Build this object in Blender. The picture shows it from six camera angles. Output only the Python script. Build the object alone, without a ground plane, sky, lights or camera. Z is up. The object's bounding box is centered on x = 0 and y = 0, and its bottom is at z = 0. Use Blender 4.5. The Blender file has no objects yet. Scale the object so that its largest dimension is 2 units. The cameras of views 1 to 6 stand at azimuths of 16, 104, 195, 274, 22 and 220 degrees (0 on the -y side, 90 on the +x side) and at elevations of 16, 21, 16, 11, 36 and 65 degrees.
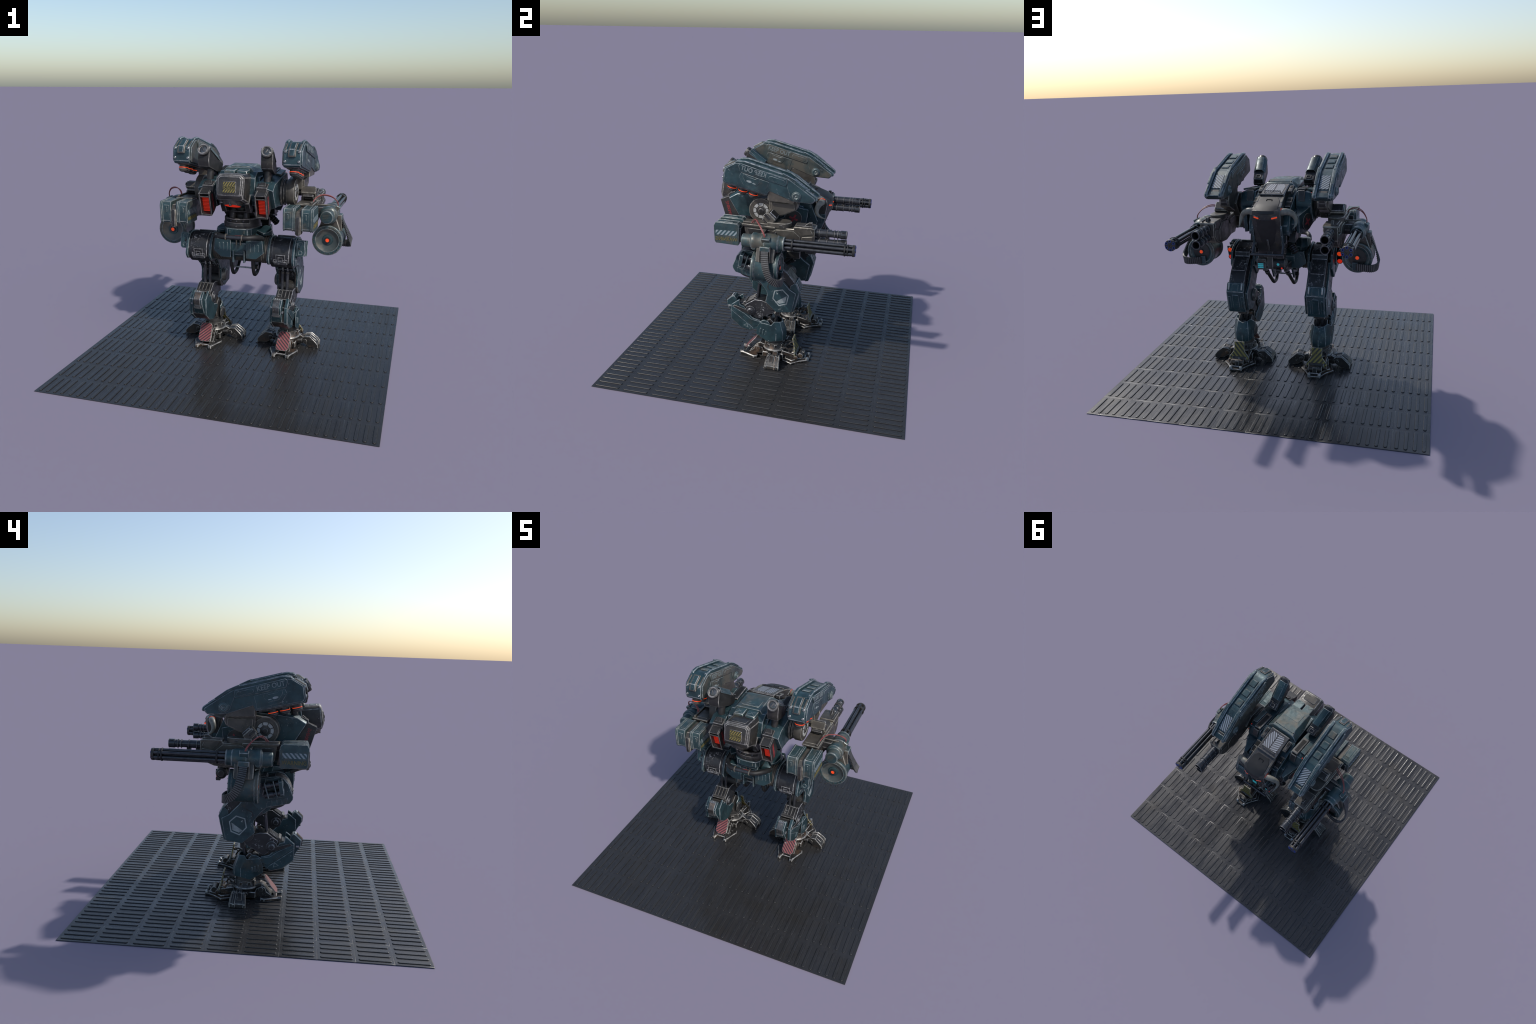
# A two-legged combat robot standing on a ribbed steel deck plate.
import bpy, bmesh, math, random
from mathutils import Vector, Matrix

random.seed(7)
ROBOT_X = 0.0193          # the robot stands slightly off the centre of its plate
GROUND = 0.0055           # top of the ribs


# ------------------------------------------------------------------ materials
class Nodes:
    def __init__(self, name):
        self.m = bpy.data.materials.new(name)
        self.m.use_nodes = True
        self.t = self.m.node_tree
        self.t.nodes.clear()
        self.out = self.n('ShaderNodeOutputMaterial')
        self.bsdf = self.n('ShaderNodeBsdfPrincipled')
        self.t.links.new(self.bsdf.outputs[0], self.out.inputs[0])
        self.co = self.n('ShaderNodeTexCoord').outputs['Object']

    def n(self, kind, **kw):
        node = self.t.nodes.new(kind)
        for k, v in kw.items():
            setattr(node, k, v)
        return node

    def link(self, a, b):
        self.t.links.new(a, b)

    def put(self, socket, v):
        if hasattr(v, 'links') or isinstance(v, bpy.types.NodeSocket):
            self.link(v, socket)
        else:
            socket.default_value = v

    def noise(self, scale, detail=5, rough=0.6, stretch=None, offset=(0, 0, 0)):
        mp = self.n('ShaderNodeMapping')
        mp.inputs['Scale'].default_value = stretch or (1, 1, 1)
        mp.inputs['Location'].default_value = offset
        self.link(self.co, mp.inputs[0])
        t = self.n('ShaderNodeTexNoise')
        t.inputs['Scale'].default_value = scale
        t.inputs['Detail'].default_value = detail
        t.inputs['Roughness'].default_value = rough
        self.link(mp.outputs[0], t.inputs['Vector'])
        return t.outputs['Fac']

    def ramp(self, fac, lo, hi, a=0.0, b=1.0):
        r = self.n('ShaderNodeMapRange', interpolation_type='SMOOTHSTEP')
        r.inputs['From Min'].default_value = lo
        r.inputs['From Max'].default_value = hi
        r.inputs['To Min'].default_value = a
        r.inputs['To Max'].default_value = b
        self.link(fac, r.inputs['Value'])
        return r.outputs[0]

    def mix(self, fac, a, b):
        x = self.n('ShaderNodeMix', data_type='RGBA')
        self.put(x.inputs[0], fac)
        for s, v in ((x.inputs[6], a), (x.inputs[7], b)):
            self.put(s, (*v, 1) if isinstance(v, tuple) else v)
        return x.outputs[2]

    def math(self, op, a, b=0.0):
        x = self.n('ShaderNodeMath', operation=op)
        self.put(x.inputs[0], a)
        self.put(x.inputs[1], b)
        return x.outputs[0]

    def bump(self, height, strength=0.2, dist=0.002):
        b = self.n('ShaderNodeBump')
        b.inputs['Strength'].default_value = strength
        b.inputs['Distance'].default_value = dist
        self.link(height, b.inputs['Height'])
        self.link(b.outputs[0], self.bsdf.inputs['Normal'])

    def finish(self, colour, rough=0.45, metal=0.0, spec=0.5):
        self.put(self.bsdf.inputs['Base Color'], (*colour, 1) if isinstance(colour, tuple) else colour)
        self.put(self.bsdf.inputs['Roughness'], rough)
        self.put(self.bsdf.inputs['Metallic'], metal)
        self.bsdf.inputs['Specular IOR Level'].default_value = spec
        return self.m


MATS = {}


def worn_paint(name, base, dark, grime, chip, chips=0.62, grime_at=0.55, rough=0.42, metal=0.0):
    """Painted metal: two tones, brown grime in clouds, small chips and scratches."""
    k = Nodes(name)
    c = k.mix(k.ramp(k.noise(11, 6), 0.38, 0.66), base, dark)
    g = k.ramp(k.noise(7, 8, 0.72, offset=(3.1, 1.7, 0.4)), grime_at, grime_at + 0.2)
    c = k.mix(k.math('MULTIPLY', g, 0.9), c, grime)
    fine = k.noise(95, 4, 0.7)
    patch = k.ramp(k.noise(15, 3, offset=(9, 2, 5)), 0.5, 0.66)
    speck = k.math('MULTIPLY', k.ramp(fine, chips, chips + 0.06), patch)
    scr = k.ramp(k.noise(60, 3, 0.6, stretch=(4.0, 0.6, 0.8), offset=(1, 8, 3)), 0.68, 0.76)
    c = k.mix(k.math('MAXIMUM', speck, k.math('MULTIPLY', scr, 0.55)), c, chip)
    k.bump(k.noise(120, 4), 0.08)
    r = k.ramp(k.noise(30, 5), 0.3, 0.7, rough - 0.1, rough + 0.18)
    MATS[name] = k.finish(c, r, metal)
    # the rubbed chamfers of the same paint
    e = Nodes(name + '_worn_edge')
    w = e.ramp(e.noise(38, 5, 0.7), 0.40, 0.64)
    c = e.mix(w, tuple(0.6 * x + 0.4 * y for x, y in zip(base, chip)), tuple(min(1, x * 1.25) for x in chip))
    MATS[name + '_worn_edge'] = e.finish(c, 0.4, 0.25)


def plain(name, colour, rough=0.5, metal=0.0, glow=None, strength=1.0):
    k = Nodes(name)
    c = k.mix(k.ramp(k.noise(40, 5), 0.35, 0.7), colour, tuple(x * 0.65 for x in colour))
    MATS[name] = k.finish(c, rough, metal)
    if glow:
        k.bsdf.inputs['Emission Color'].default_value = (*glow, 1)
        k.bsdf.inputs['Emission Strength'].default_value = strength


def stripes(name, a, b, direction, period, duty=0.5, wear=(0.3, 0.3, 0.3), wear_at=0.6, shift=0.0, mirrored=True):
    """Warning stripes; mirrored about the robot's middle by taking |x|."""
    k = Nodes(name)
    s = k.n('ShaderNodeSeparateXYZ')
    k.link(k.co, s.inputs[0])
    v = k.math('MULTIPLY', k.math('ABSOLUTE', s.outputs[0]) if mirrored else s.outputs[0], direction[0] / period)
    v = k.math('ADD', v, k.math('MULTIPLY', s.outputs[1], direction[1] / period))
    v = k.math('ADD', v, k.math('MULTIPLY', s.outputs[2], direction[2] / period))
    v = k.math('FRACT', k.math('ADD', v, 50.0 + shift))
    c = k.mix(k.math('GREATER_THAN', v, duty), a, b)
    n = k.ramp(k.noise(60, 5, 0.7), wear_at, wear_at + 0.06)
    c = k.mix(n, c, wear)
    c = k.mix(k.ramp(k.noise(18, 5), 0.45, 0.75, 0, 0.5), c, tuple(x * 0.5 for x in a))
    MATS[name] = k.finish(c, 0.5)


STEEL = (0.24, 0.26, 0.28)
worn_paint('teal_paint', (0.029, 0.066, 0.078), (0.016, 0.036, 0.044), (0.066, 0.060, 0.048), (0.24, 0.26, 0.27), chips=0.59, grime_at=0.535, rough=0.38, metal=0.25)
worn_paint('dusty_teal', (0.038, 0.078, 0.086), (0.025, 0.052, 0.058), (0.105, 0.094, 0.072), (0.26, 0.27, 0.26), grime_at=0.47, rough=0.40, metal=0.2)
worn_paint('black_armour', (0.020, 0.021, 0.024), (0.012, 0.012, 0.014), (0.048, 0.040, 0.032), (0.36, 0.36, 0.37), chips=0.55, grime_at=0.60)
worn_paint('dark_metal', (0.042, 0.041, 0.041), (0.024, 0.024, 0.025), (0.085, 0.072, 0.053), (0.25, 0.24, 0.23), grime_at=0.51, rough=0.40, metal=0.3)
worn_paint('brown_metal', (0.088, 0.080, 0.069), (0.054, 0.049, 0.043), (0.135, 0.118, 0.092), (0.28, 0.26, 0.22), grime_at=0.52, rough=0.42, metal=0.2)
worn_paint('muddy_steel', (0.045, 0.042, 0.040), (0.022, 0.021, 0.021), (0.150, 0.088, 0.050), (0.36, 0.35, 0.33), chips=0.56, grime_at=0.50, rough=0.38, metal=0.4)
worn_paint('hatch_grey', (0.085, 0.083, 0.082), (0.055, 0.054, 0.055), (0.105, 0.096, 0.080), (0.28, 0.27, 0.26), grime_at=0.55, rough=0.36, metal=0.4)  # base grey lightened to carry the sky glare lying on the cockpit hatch
worn_paint('grimy_teal', (0.040, 0.062, 0.064), (0.028, 0.038, 0.040), (0.098, 0.087, 0.069), (0.22, 0.24, 0.24), grime_at=0.38)
worn_paint('drum_dish', (0.080, 0.090, 0.084), (0.045, 0.060, 0.062), (0.150, 0.130, 0.098), (0.26, 0.26, 0.24), grime_at=0.44)
plain('gun_steel', (0.070, 0.074, 0.082), 0.27, 0.6)
plain('belt_steel', (0.12, 0.12, 0.12), 0.4, 0.5)
plain('bright_steel', (0.36, 0.37, 0.38), 0.3, 0.7)
plain('rubber', (0.014, 0.014, 0.015), 0.55)
plain('void', (0.006, 0.006, 0.006), 0.8)
plain('horn', (0.20, 0.195, 0.165), 0.45)
plain('pale_mark', (0.30, 0.34, 0.35), 0.6)
plain('faded_mark', (0.20, 0.24, 0.25), 0.6)
plain('olive_mark', (0.17, 0.145, 0.05), 0.6)
plain('red_mark', (0.30, 0.035, 0.04), 0.6)
plain('hose_red', (0.30, 0.075, 0.07), 0.45)
plain('orange_light', (0.75, 0.06, 0.015), 0.4, glow=(1.0, 0.085, 0.012), strength=0.38)
plain('red_light', (0.55, 0.02, 0.01), 0.4, glow=(1.0, 0.04, 0.012), strength=0.36)
plain('red_vent', (0.42, 0.030, 0.014), 0.5, glow=(1.0, 0.045, 0.015), strength=0.20)
plain('cyan_light', (0.05, 0.35, 0.4), 0.3, glow=(0.03, 0.42, 0.5), strength=0.25)
plain('blue_light', (0.02, 0.06, 0.28), 0.3, glow=(0.015, 0.08, 0.75), strength=0.07)
plain('lens_glass', (0.10, 0.11, 0.12), 0.12, 0.5)
plain('white_disc', (0.42, 0.42, 0.41), 0.45)
stripes('red_hazard', (0.26, 0.070, 0.075), (0.030, 0.022, 0.022), (0.707, 0.4, 0.6), 0.017, 0.55, wear_at=0.64)
stripes('yellow_hazard', (0.22, 0.185, 0.045), (0.028, 0.028, 0.024), (0.75, 0.0, -0.66), 0.023, 0.5, wear=(0.12, 0.10, 0.05))
stripes('grey_hatching', (0.32, 0.36, 0.40), (0.040, 0.052, 0.060), (0.6, 0.8, 0.0), 0.0135, 0.5, wear=(0.16, 0.18, 0.19), wear_at=0.63)
stripes('side_hatching', (0.26, 0.31, 0.33), (0.026, 0.066, 0.078), (0.0, -0.75, 0.66), 0.020, 0.5, wear=(0.10, 0.12, 0.12), wear_at=0.6)
stripes('caution_hatching', (0.21, 0.17, 0.045), (0.028, 0.026, 0.02), (0.85, 0.0, -0.6), 0.0135, 0.5, wear=(0.1, 0.09, 0.05), wear_at=0.66, mirrored=False)


def roof_hatching():
    """Chevron hatching on the cockpit hatch."""
    stripes('roof_hatching', (0.34, 0.36, 0.40), (0.035, 0.034, 0.036), (0.75, 0.66, 0.0), 0.0125, 0.52, wear=(0.14, 0.14, 0.15), wear_at=0.64)


roof_hatching()


def deck_steel():
    k = Nodes('deck_steel')
    k.co = k.n('ShaderNodeNewGeometry').outputs['Position']
    streak = k.noise(9, 7, 0.65, stretch=(6.0, 0.45, 1.0))
    c = k.mix(k.ramp(streak, 0.3, 0.7), (0.062, 0.061, 0.061), (0.048, 0.048, 0.050))
    c = k.mix(k.ramp(k.noise(4, 6, 0.7), 0.45, 0.75, 0, 0.6), c, (0.052, 0.046, 0.038))
    fine = k.noise(30, 6, 0.7, stretch=(5.0, 0.35, 1.0), offset=(4, 4, 4))
    r = k.ramp(k.noise(3.5, 7, 0.75, stretch=(2.2, 0.5, 1.0), offset=(1, 2, 3)), 0.40, 0.62, 0.19, 0.38)
    k.bump(fine, 0.02, 0.002)
    MATS['deck_steel'] = k.finish(c, r, 0.45)
    e = Nodes('deck_steel_worn_edge')
    e.co = e.n('ShaderNodeNewGeometry').outputs['Position']
    w = e.ramp(e.noise(30, 5), 0.42, 0.62)
    MATS['deck_steel_worn_edge'] = e.finish(e.mix(w, (0.050, 0.049, 0.048), (0.130, 0.115, 0.098)), 0.30, 0.6)


deck_steel()


# ------------------------------------------------------------------ modelling kit
def catmull(pts, per=8):
    p = [Vector(x) for x in pts]
    p = [2 * p[0] - p[1]] + p + [2 * p[-1] - p[-2]]
    out = []
    for i in range(1, len(p) - 2):
        for j in range(per):
            t = j / per
            a, b, c, d = p[i - 1], p[i], p[i + 1], p[i + 2]
            out.append(0.5 * (2 * b + (c - a) * t + (2 * a - 5 * b + 4 * c - d) * t * t + (3 * b - a - 3 * c + d) * t ** 3))
    out.append(p[-2])
    return out


class Part:
    """Collects solids into one named mesh. side=-1 mirrors the finished part."""

    def __init__(self, name, parent=None, side=1, kind=None):
        self.name, self.parent, self.side, self.kind = name, parent, side, kind
        self.bm = bmesh.new()
        self.slots = []

    def slot(self, mat):
        if mat not in self.slots:
            self.slots.append(mat)
        return self.slots.index(mat)

    def absorb(self, bm, mat, bevel=0.0, edge=None, sharp=28):
        idx = self.slot(mat)
        bmesh.ops.recalc_face_normals(bm, faces=bm.faces[:])
        for f in bm.faces:
            f.material_index = idx
        if bevel > 0:
            en = edge or mat + '_worn_edge'
            ei = self.slot(en) if en in MATS else idx
            lim = math.radians(sharp)
            bevel *= 1.2
            es = [e for e in bm.edges if len(e.link_faces) == 2 and e.calc_face_angle(0) > lim]
            if es:
                bmesh.ops.bevel(bm, geom=es, offset=bevel, segments=1, affect='EDGES', profile=0.5,
                                clamp_overlap=True, material=ei)
        me = bpy.data.meshes.new('piece')
        bm.to_mesh(me)
        bm.free()
        self.bm.from_mesh(me)
        bpy.data.meshes.remove(me)

    # ---- solids
    def loft(self, loops, mat, bevel=0.0, caps=True, closed=False, edge=None, sharp=28):
        bm = bmesh.new()
        rows = [[bm.verts.new(Vector(v)) for v in lp] for lp in loops]
        n = len(rows[0])
        pairs = list(zip(rows, rows[1:])) + ([(rows[-1], rows[0])] if closed else [])
        for a, b in pairs:
            for i in range(n):
                j = (i + 1) % n
                bm.faces.new((a[i], a[j], b[j], b[i]))
        if caps and not closed:
            bm.faces.new(rows[0])
            bm.faces.new(rows[-1])
        self.absorb(bm, mat, bevel, edge, sharp)

    def ext(self, poly, origin, u, v, depth, mat, bevel=0.002, edge=None, sharp=28):
        o, u, v, d = Vector(origin), Vector(u), Vector(v), Vector(depth)
        a = [o + u * p[0] + v * p[1] for p in poly]
        self.loft([a, [q + d for q in a]], mat, bevel, edge=edge, sharp=sharp)

    def prism(self, prof, x0, x1, mat, bevel=0.002, edge=None):
        """profile in (y, z), extruded from x0 to x1"""
        self.ext(prof, (x0, 0, 0), (0, 1, 0), (0, 0, 1), (x1 - x0, 0, 0), mat, bevel, edge)

    def box(self, c, s, mat, bevel=0.002, rot=(0, 0, 0), edge=None, taper=1.0):
        R = Matrix.Rotation(rot[2], 3, 'Z') @ Matrix.Rotation(rot[1], 3, 'Y') @ Matrix.Rotation(rot[0], 3, 'X')
        c = Vector(c)
        lo = [(-1, -1), (1, -1), (1, 1), (-1, 1)]
        A = [c + R @ Vector((x * s[0] / 2, y * s[1] / 2, -s[2] / 2)) for x, y in lo]
        B = [c + R @ Vector((x * s[0] / 2 * taper, y * s[1] / 2 * taper, s[2] / 2)) for x, y in lo]
        self.loft([A, B], mat, bevel, edge=edge)

    def lathe(self, p, axis, prof, mat, seg=28, bevel=0.0, edge=None):
        """prof: (distance along the axis, radius)"""
        q = Vector(axis).normalized().to_track_quat('Z', 'Y')
        p = Vector(p)
        loops = [[p + q @ Vector((max(r, 1e-4) * math.cos(2 * math.pi * i / seg), max(r, 1e-4) * math.sin(2 * math.pi * i / seg), d))
                  for i in range(seg)] for d, r in prof]
        self.loft(loops, mat, bevel, edge=edge)

    def cyl(self, p0, p1, r, mat, seg=24, r2=None, bevel=0.0015, edge=None):
        p0, p1 = Vector(p0), Vector(p1)
        self.lathe(p0, p1 - p0, [(0, r), ((p1 - p0).length, r if r2 is None else r2)], mat, seg, bevel, edge)

    def ring(self, p, axis, r, w, t, mat, seg=28):
        """flat collar: radius r, radial width w, length t"""
        self.lathe_closed(p, axis, [(0, r - w), (0, r), (t, r), (t, r - w)], mat, seg)

    def lathe_closed(self, p, axis, prof, mat, seg=28, bevel=0.0):
        q = Vector(axis).normalized().to_track_quat('Z', 'Y')
        p = Vector(p)
        loops = [[p + q @ Vector((r * math.cos(2 * math.pi * i / seg), r * math.sin(2 * math.pi * i / seg), d)) for d, r in prof]
                 for i in range(seg)]
        self.loft(loops, mat, bevel, closed=True)

    def tube(self, pts, r, mat, seg=10, per=6, smooth=True, taper=None):
        path = catmull(pts, per) if smooth else [Vector(x) for x in pts]
        loops, ref = [], None
        for i, p in enumerate(path):
            a, b = path[max(i - 1, 0)], path[min(i + 1, len(path) - 1)]
            t = (b - a).normalized()
            if ref is None:
                ref = t.orthogonal().normalized()
            ref = (ref - t * ref.dot(t)).normalized()
            s = t.cross(ref)
            rr = r if taper is None else r * taper(i / (len(path) - 1))
            loops.append([p + rr * (ref * math.cos(2 * math.pi * k / seg) + s * math.sin(2 * math.pi * k / seg)) for k in range(seg)])
        self.loft(loops, mat)

    def strap(self, pts, width_dir, w, t, mat, per=6, bevel=0.0):
        """flat belt along a path; width_dir gives its broad direction at each point"""
        path = catmull(pts, per)
        wd = catmull(width_dir, per)
        loops = []
        for i, p in enumerate(path):
            a, b = path[max(i - 1, 0)], path[min(i + 1, len(path) - 1)]
            tg = (b - a).normalized()
            x = (wd[i] - tg * wd[i].dot(tg)).normalized()
            n = tg.cross(x)
            loops.append([p + x * w / 2 + n * t / 2, p - x * w / 2 + n * t / 2, p - x * w / 2 - n * t / 2, p + x * w / 2 - n * t / 2])
        self.loft(loops, mat, bevel)

    def bolt(self, p, axis, r, h, mat='bright_steel'):
        self.lathe(p, axis, [(-0.001, r), (h * 0.6, r), (h, r * 0.6)], mat, 10)

    def panel(self, c, u, v, n, su, sv, t, mat, bevel=0.0015, corner=0.0, edge=None):
        """raised rectangular panel with cut corners, centred at c on the plane u, v"""
        a, b, k = su / 2, sv / 2, corner
        if k:
            poly = [(-a + k, -b), (a - k, -b), (a, -b + k), (a, b - k), (a - k, b), (-a + k, b), (-a, b - k), (-a, -b + k)]
        else:
            poly = [(-a, -b), (a, -b), (a, b), (-a, b)]
        n = Vector(n).normalized()
        self.ext(poly, Vector(c) - n * 0.002, u, v, n * (t + 0.002), mat, bevel, edge)

    def slotring(self, c, u, v, n, su, sv, w, t, mat):
        """raised outline of a rectangle made of four bars"""
        u, v, n = Vector(u).normalized(), Vector(v).normalized(), Vector(n).normalized()
        c = Vector(c)
        for s in (-1, 1):
            self.panel(c + u * s * (su / 2 - w / 2), u, v, n, w, sv, t, mat, 0)
            self.panel(c + v * s * (sv / 2 - w / 2), u, v, n, su - 2 * w, w, t, mat, 0)

    def lettering(self, body, c, u, v, size, mat, t=0.0006, squeeze=1.0):
        cu = bpy.data.curves.new('lettering', 'FONT')
        cu.body = body
        cu.align_x, cu.align_y = 'CENTER', 'CENTER'
        cu.size = size
        cu.extrude = t
        cu.offset = size * 0.012
        cu.resolution_u = 3
        ob = bpy.data.objects.new('lettering', cu)
        bpy.context.scene.collection.objects.link(ob)
        dg = bpy.context.evaluated_depsgraph_get()
        me = bpy.data.meshes.new_from_object(ob.evaluated_get(dg))
        u, v = Vector(u).normalized(), Vector(v).normalized()
        n = u.cross(v)
        M = Matrix((u * squeeze, v, n)).transposed().to_4x4()
        M.translation = Vector(c)
        me.transform(M)
        bm = bmesh.new()
        bm.from_mesh(me)
        bpy.data.objects.remove(ob)
        bpy.data.curves.remove(cu)
        bpy.data.meshes.remove(me)
        self.absorb(bm, mat)

    def done(self):
        me = bpy.data.meshes.new(self.name)
        if self.side < 0:
            bmesh.ops.scale(self.bm, vec=(-1, 1, 1), verts=self.bm.verts)
            bmesh.ops.reverse_faces(self.bm, faces=self.bm.faces[:])
        for f in self.bm.faces:
            f.smooth = True
        self.bm.to_mesh(me)
        self.bm.free()
        me.set_sharp_from_angle(angle=math.radians(32))
        for s in self.slots:
            me.materials.append(MATS[s])
        ob = bpy.data.objects.new(self.name, me)
        bpy.context.scene.collection.objects.link(ob)
        if self.parent:
            ob.parent = self.parent
        if self.kind:
            ob['kind'] = self.kind
        return ob


def flatten_shading(me):
    """vertex normals weighted by face area, so flats stay flat and only the rims roll over"""
    acc = [Vector() for _ in me.vertices]
    for p in me.polygons:
        for i in p.vertices:
            acc[i] += p.normal * p.area
    me.normals_split_custom_set_from_vertices([a.normalized() for a in acc])


def circle(r, n, cx=0.0, cy=0.0, start=0.0, sweep=2 * math.pi, end=False):
    return [(cx + r * math.cos(start + sweep * i / (n - 1 if end else n)), cy + r * math.sin(start + sweep * i / (n - 1 if end else n))) for i in range(n)]


def stadium(l, w, n=6):
    """rounded slot outline, long side on the second axis"""
    h = l / 2 - w / 2
    return circle(w / 2, n, 0, h, 0, math.pi, True) + circle(w / 2, n, 0, -h, math.pi, math.pi, True)


def line_at(a, b, t):
    return tuple(p + (q - p) * t for p, q in zip(a, b))


# ------------------------------------------------------------------ deck plate
def build_deck():
    base = Part('deck_plate')
    base.box((0, 0, 0.0005), (2.0, 2.0, 0.001), 'deck_steel', 0)
    deck = base.done()
    deck['label'] = 'square dark steel deck plate with rows of raised ribs'
    deck['category'] = 'floor plate'
    tile = Part('deck_tile', deck)
    h = 0.0993
    sq = lambda k, z: [(-h + k, -h + k, z), (h - k, -h + k, z), (h - k, h - k, z), (-h + k, h - k, z)]
    tile.loft([sq(0, 0.0), sq(0, 0.0006), sq(0.0007, 0.0012), sq(0.0022, 0.0015)], 'deck_steel')
    for i in range(4):
        x = (i - 1.5) * 0.0475
        rib = lambda k, z: [(x + a, b, z) for a, b in stadium(0.172 - 2 * k, 0.0215 - 2 * k, 7)]
        tile.loft([rib(0, 0.0010), rib(0.0016, 0.0044), rib(0.0028, 0.0053), rib(0.0048, 0.0056)], 'deck_steel')
    first = tile.done()
    flatten_shading(first.data)
    for i in range(10):
        for j in range(10):
            ob = first if i == j == 0 else first.copy()
            if ob is not first:
                bpy.context.scene.collection.objects.link(ob)
                ob.parent = deck
            ob.location = (-0.9 + 0.2 * i, -0.9 + 0.2 * j, 0)


build_deck()

robot = bpy.data.objects.new('combat_robot', None)
bpy.context.scene.collection.objects.link(robot)
robot.location = (ROBOT_X, 0, 0)
robot['label'] = 'teal two-legged combat robot with missile pods and rotary guns'
robot['category'] = 'robot'

X, Y, Z = Vector((1, 0, 0)), Vector((0, 1, 0)), Vector((0, 0, 1))


# ------------------------------------------------------------------ torso
def build_torso():
    t = Part('torso', robot)
    hull = [(-0.20, 1.232), (0.02, 1.212), (0.13, 1.158), (0.245, 1.105), (0.29, 1.02), (0.285, 0.965), (0.22, 0.935),
            (0.08, 0.955), (-0.12, 0.975), (-0.24, 1.03), (-0.27, 1.10), (-0.25, 1.20)]
    t.prism(hull, -0.118, 0.118, 'teal_paint', 0.003)
    for s in (-1, 1):
        # angled flank plates in front of the shoulder
        t.prism([(0.03, 1.218), (0.135, 1.168), (0.245, 1.118), (0.30, 0.99), (0.295, 0.965), (0.20, 0.955), (0.06, 1.04)],
                s * 0.112, s * 0.130, 'teal_paint', 0.002)
        t.prism([(0.07, 1.10), (0.20, 1.09), (0.235, 1.02), (0.22, 0.97), (0.10, 0.985)], s * 0.128, s * 0.150, 'teal_paint', 0.002)
        # ladder of small ribs between hatch and flank
        for i, (y, z) in enumerate([(0.15, 1.160), (0.19, 1.143), (0.23, 1.123)]):
            t.box((s * 0.108, y, z + 0.006), (0.034, 0.010, 0.014), 'dark_metal', 0.0015, rot=(-0.5, 0, 0))
        t.box((s * 0.108, 0.19, 1.148), (0.03, 0.09, 0.008), 'void', 0, rot=(-0.45, 0, 0))
        # hinge rails beside the hatch
        t.box((s * 0.098, 0.085, 1.213), (0.028, 0.085, 0.022), 'dark_metal', 0.003, rot=(-0.30, 0, 0))
        t.box((s * 0.098, 0.070, 1.2285), (0.012, 0.020, 0.006), 'void', 0, rot=(-0.25, 0, 0))
        t.box((s * 0.098, 0.105, 1.2175), (0.012, 0.022, 0.006), 'brown_metal', 0.001, rot=(-0.25, 0, 0))
        # rounded flare on each side of the rear housing, triangular braces
        t.prism([(-0.20, 1.20), (-0.13, 1.20), (-0.10, 1.10), (-0.17, 1.03), (-0.26, 1.06), (-0.26, 1.12)], s * 0.10, s * 0.135, 'teal_paint', 0.002)
        # dark belly boxes seen beneath the chest
        t.prism([(0.10, 0.985), (0.20, 0.96), (0.22, 0.90), (0.12, 0.905)], s * 0.105, s * 0.150, 'dark_metal', 0.002)
    # belly under the cockpit
    t.prism([(-0.22, 0.985), (0.25, 0.95), (0.25, 0.89), (0.10, 0.90), (0.02, 0.93), (-0.16, 0.94)], -0.10, 0.10, 'dark_metal', 0.003)
    t.prism([(0.16, 0.90), (0.28, 0.92), (0.28, 0.865), (0.17, 0.85)], -0.086, 0.086, 'dark_metal', 0.003)
    torso = t.done()

    # roof plate, a hipped lid
    r = Part('roof_plate', torso)
    top = [(-0.080, -0.203, 1.254), (0.080, -0.203, 1.254), (0.078, -0.04, 1.258), (0.086, 0.006, 1.243), (-0.086, 0.006, 1.243), (-0.078, -0.04, 1.258)]
    low = [(-0.108, -0.205, 1.214), (0.108, -0.205, 1.214), (0.118, -0.04, 1.226), (0.126, 0.022, 1.214), (-0.126, 0.022, 1.214), (-0.118, -0.04, 1.226)]
    r.loft([[(x * 0.96, y, z - 0.008) for x, y, z in low], low, top], 'dusty_teal', 0.0025)
    n = Vector((0, -0.02, 1)).normalized()
    r.panel((0, -0.135, 1.2555), X, Y, n, 0.118, 0.085, 0.004, 'dusty_teal', 0.0025, 0.006)
    for y, z in ((-0.068, 1.2565), (-0.040, 1.2575)):
        r.panel((0, y, z), X, Y, n, 0.125, 0.006, 0.002, 'teal_paint', 0.001)
    r.panel((0, -0.012, 1.250), X, Vector((0, 0.95, -0.3)), (0, 0.3, 0.95), 0.135, 0.004, 0.0015, 'teal_paint', 0.0008)
    for s in (-1, 1):
        for y, z in ((-0.06, 1.256), (-0.015, 1.2515)):
            r.bolt((s * 0.075, y, z), Z, 0.0045, 0.003, 'brown_metal')
    # bright scuffs on the lid
    for i in range(9):
        x, y, an = random.uniform(-0.035, 0.04), random.uniform(-0.165, -0.11), random.uniform(0.1, 0.6)
        r.panel((x, y, 1.2592), Vector((math.cos(an), math.sin(an), 0)), Vector((-math.sin(an), math.cos(an), 0)), Z, random.uniform(0.008, 0.026), random.uniform(0.001, 0.003), 0.0006, 'faded_mark', 0)
    r.done()

    # rear engine housing
    h = Part('rear_housing', torso)

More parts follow.
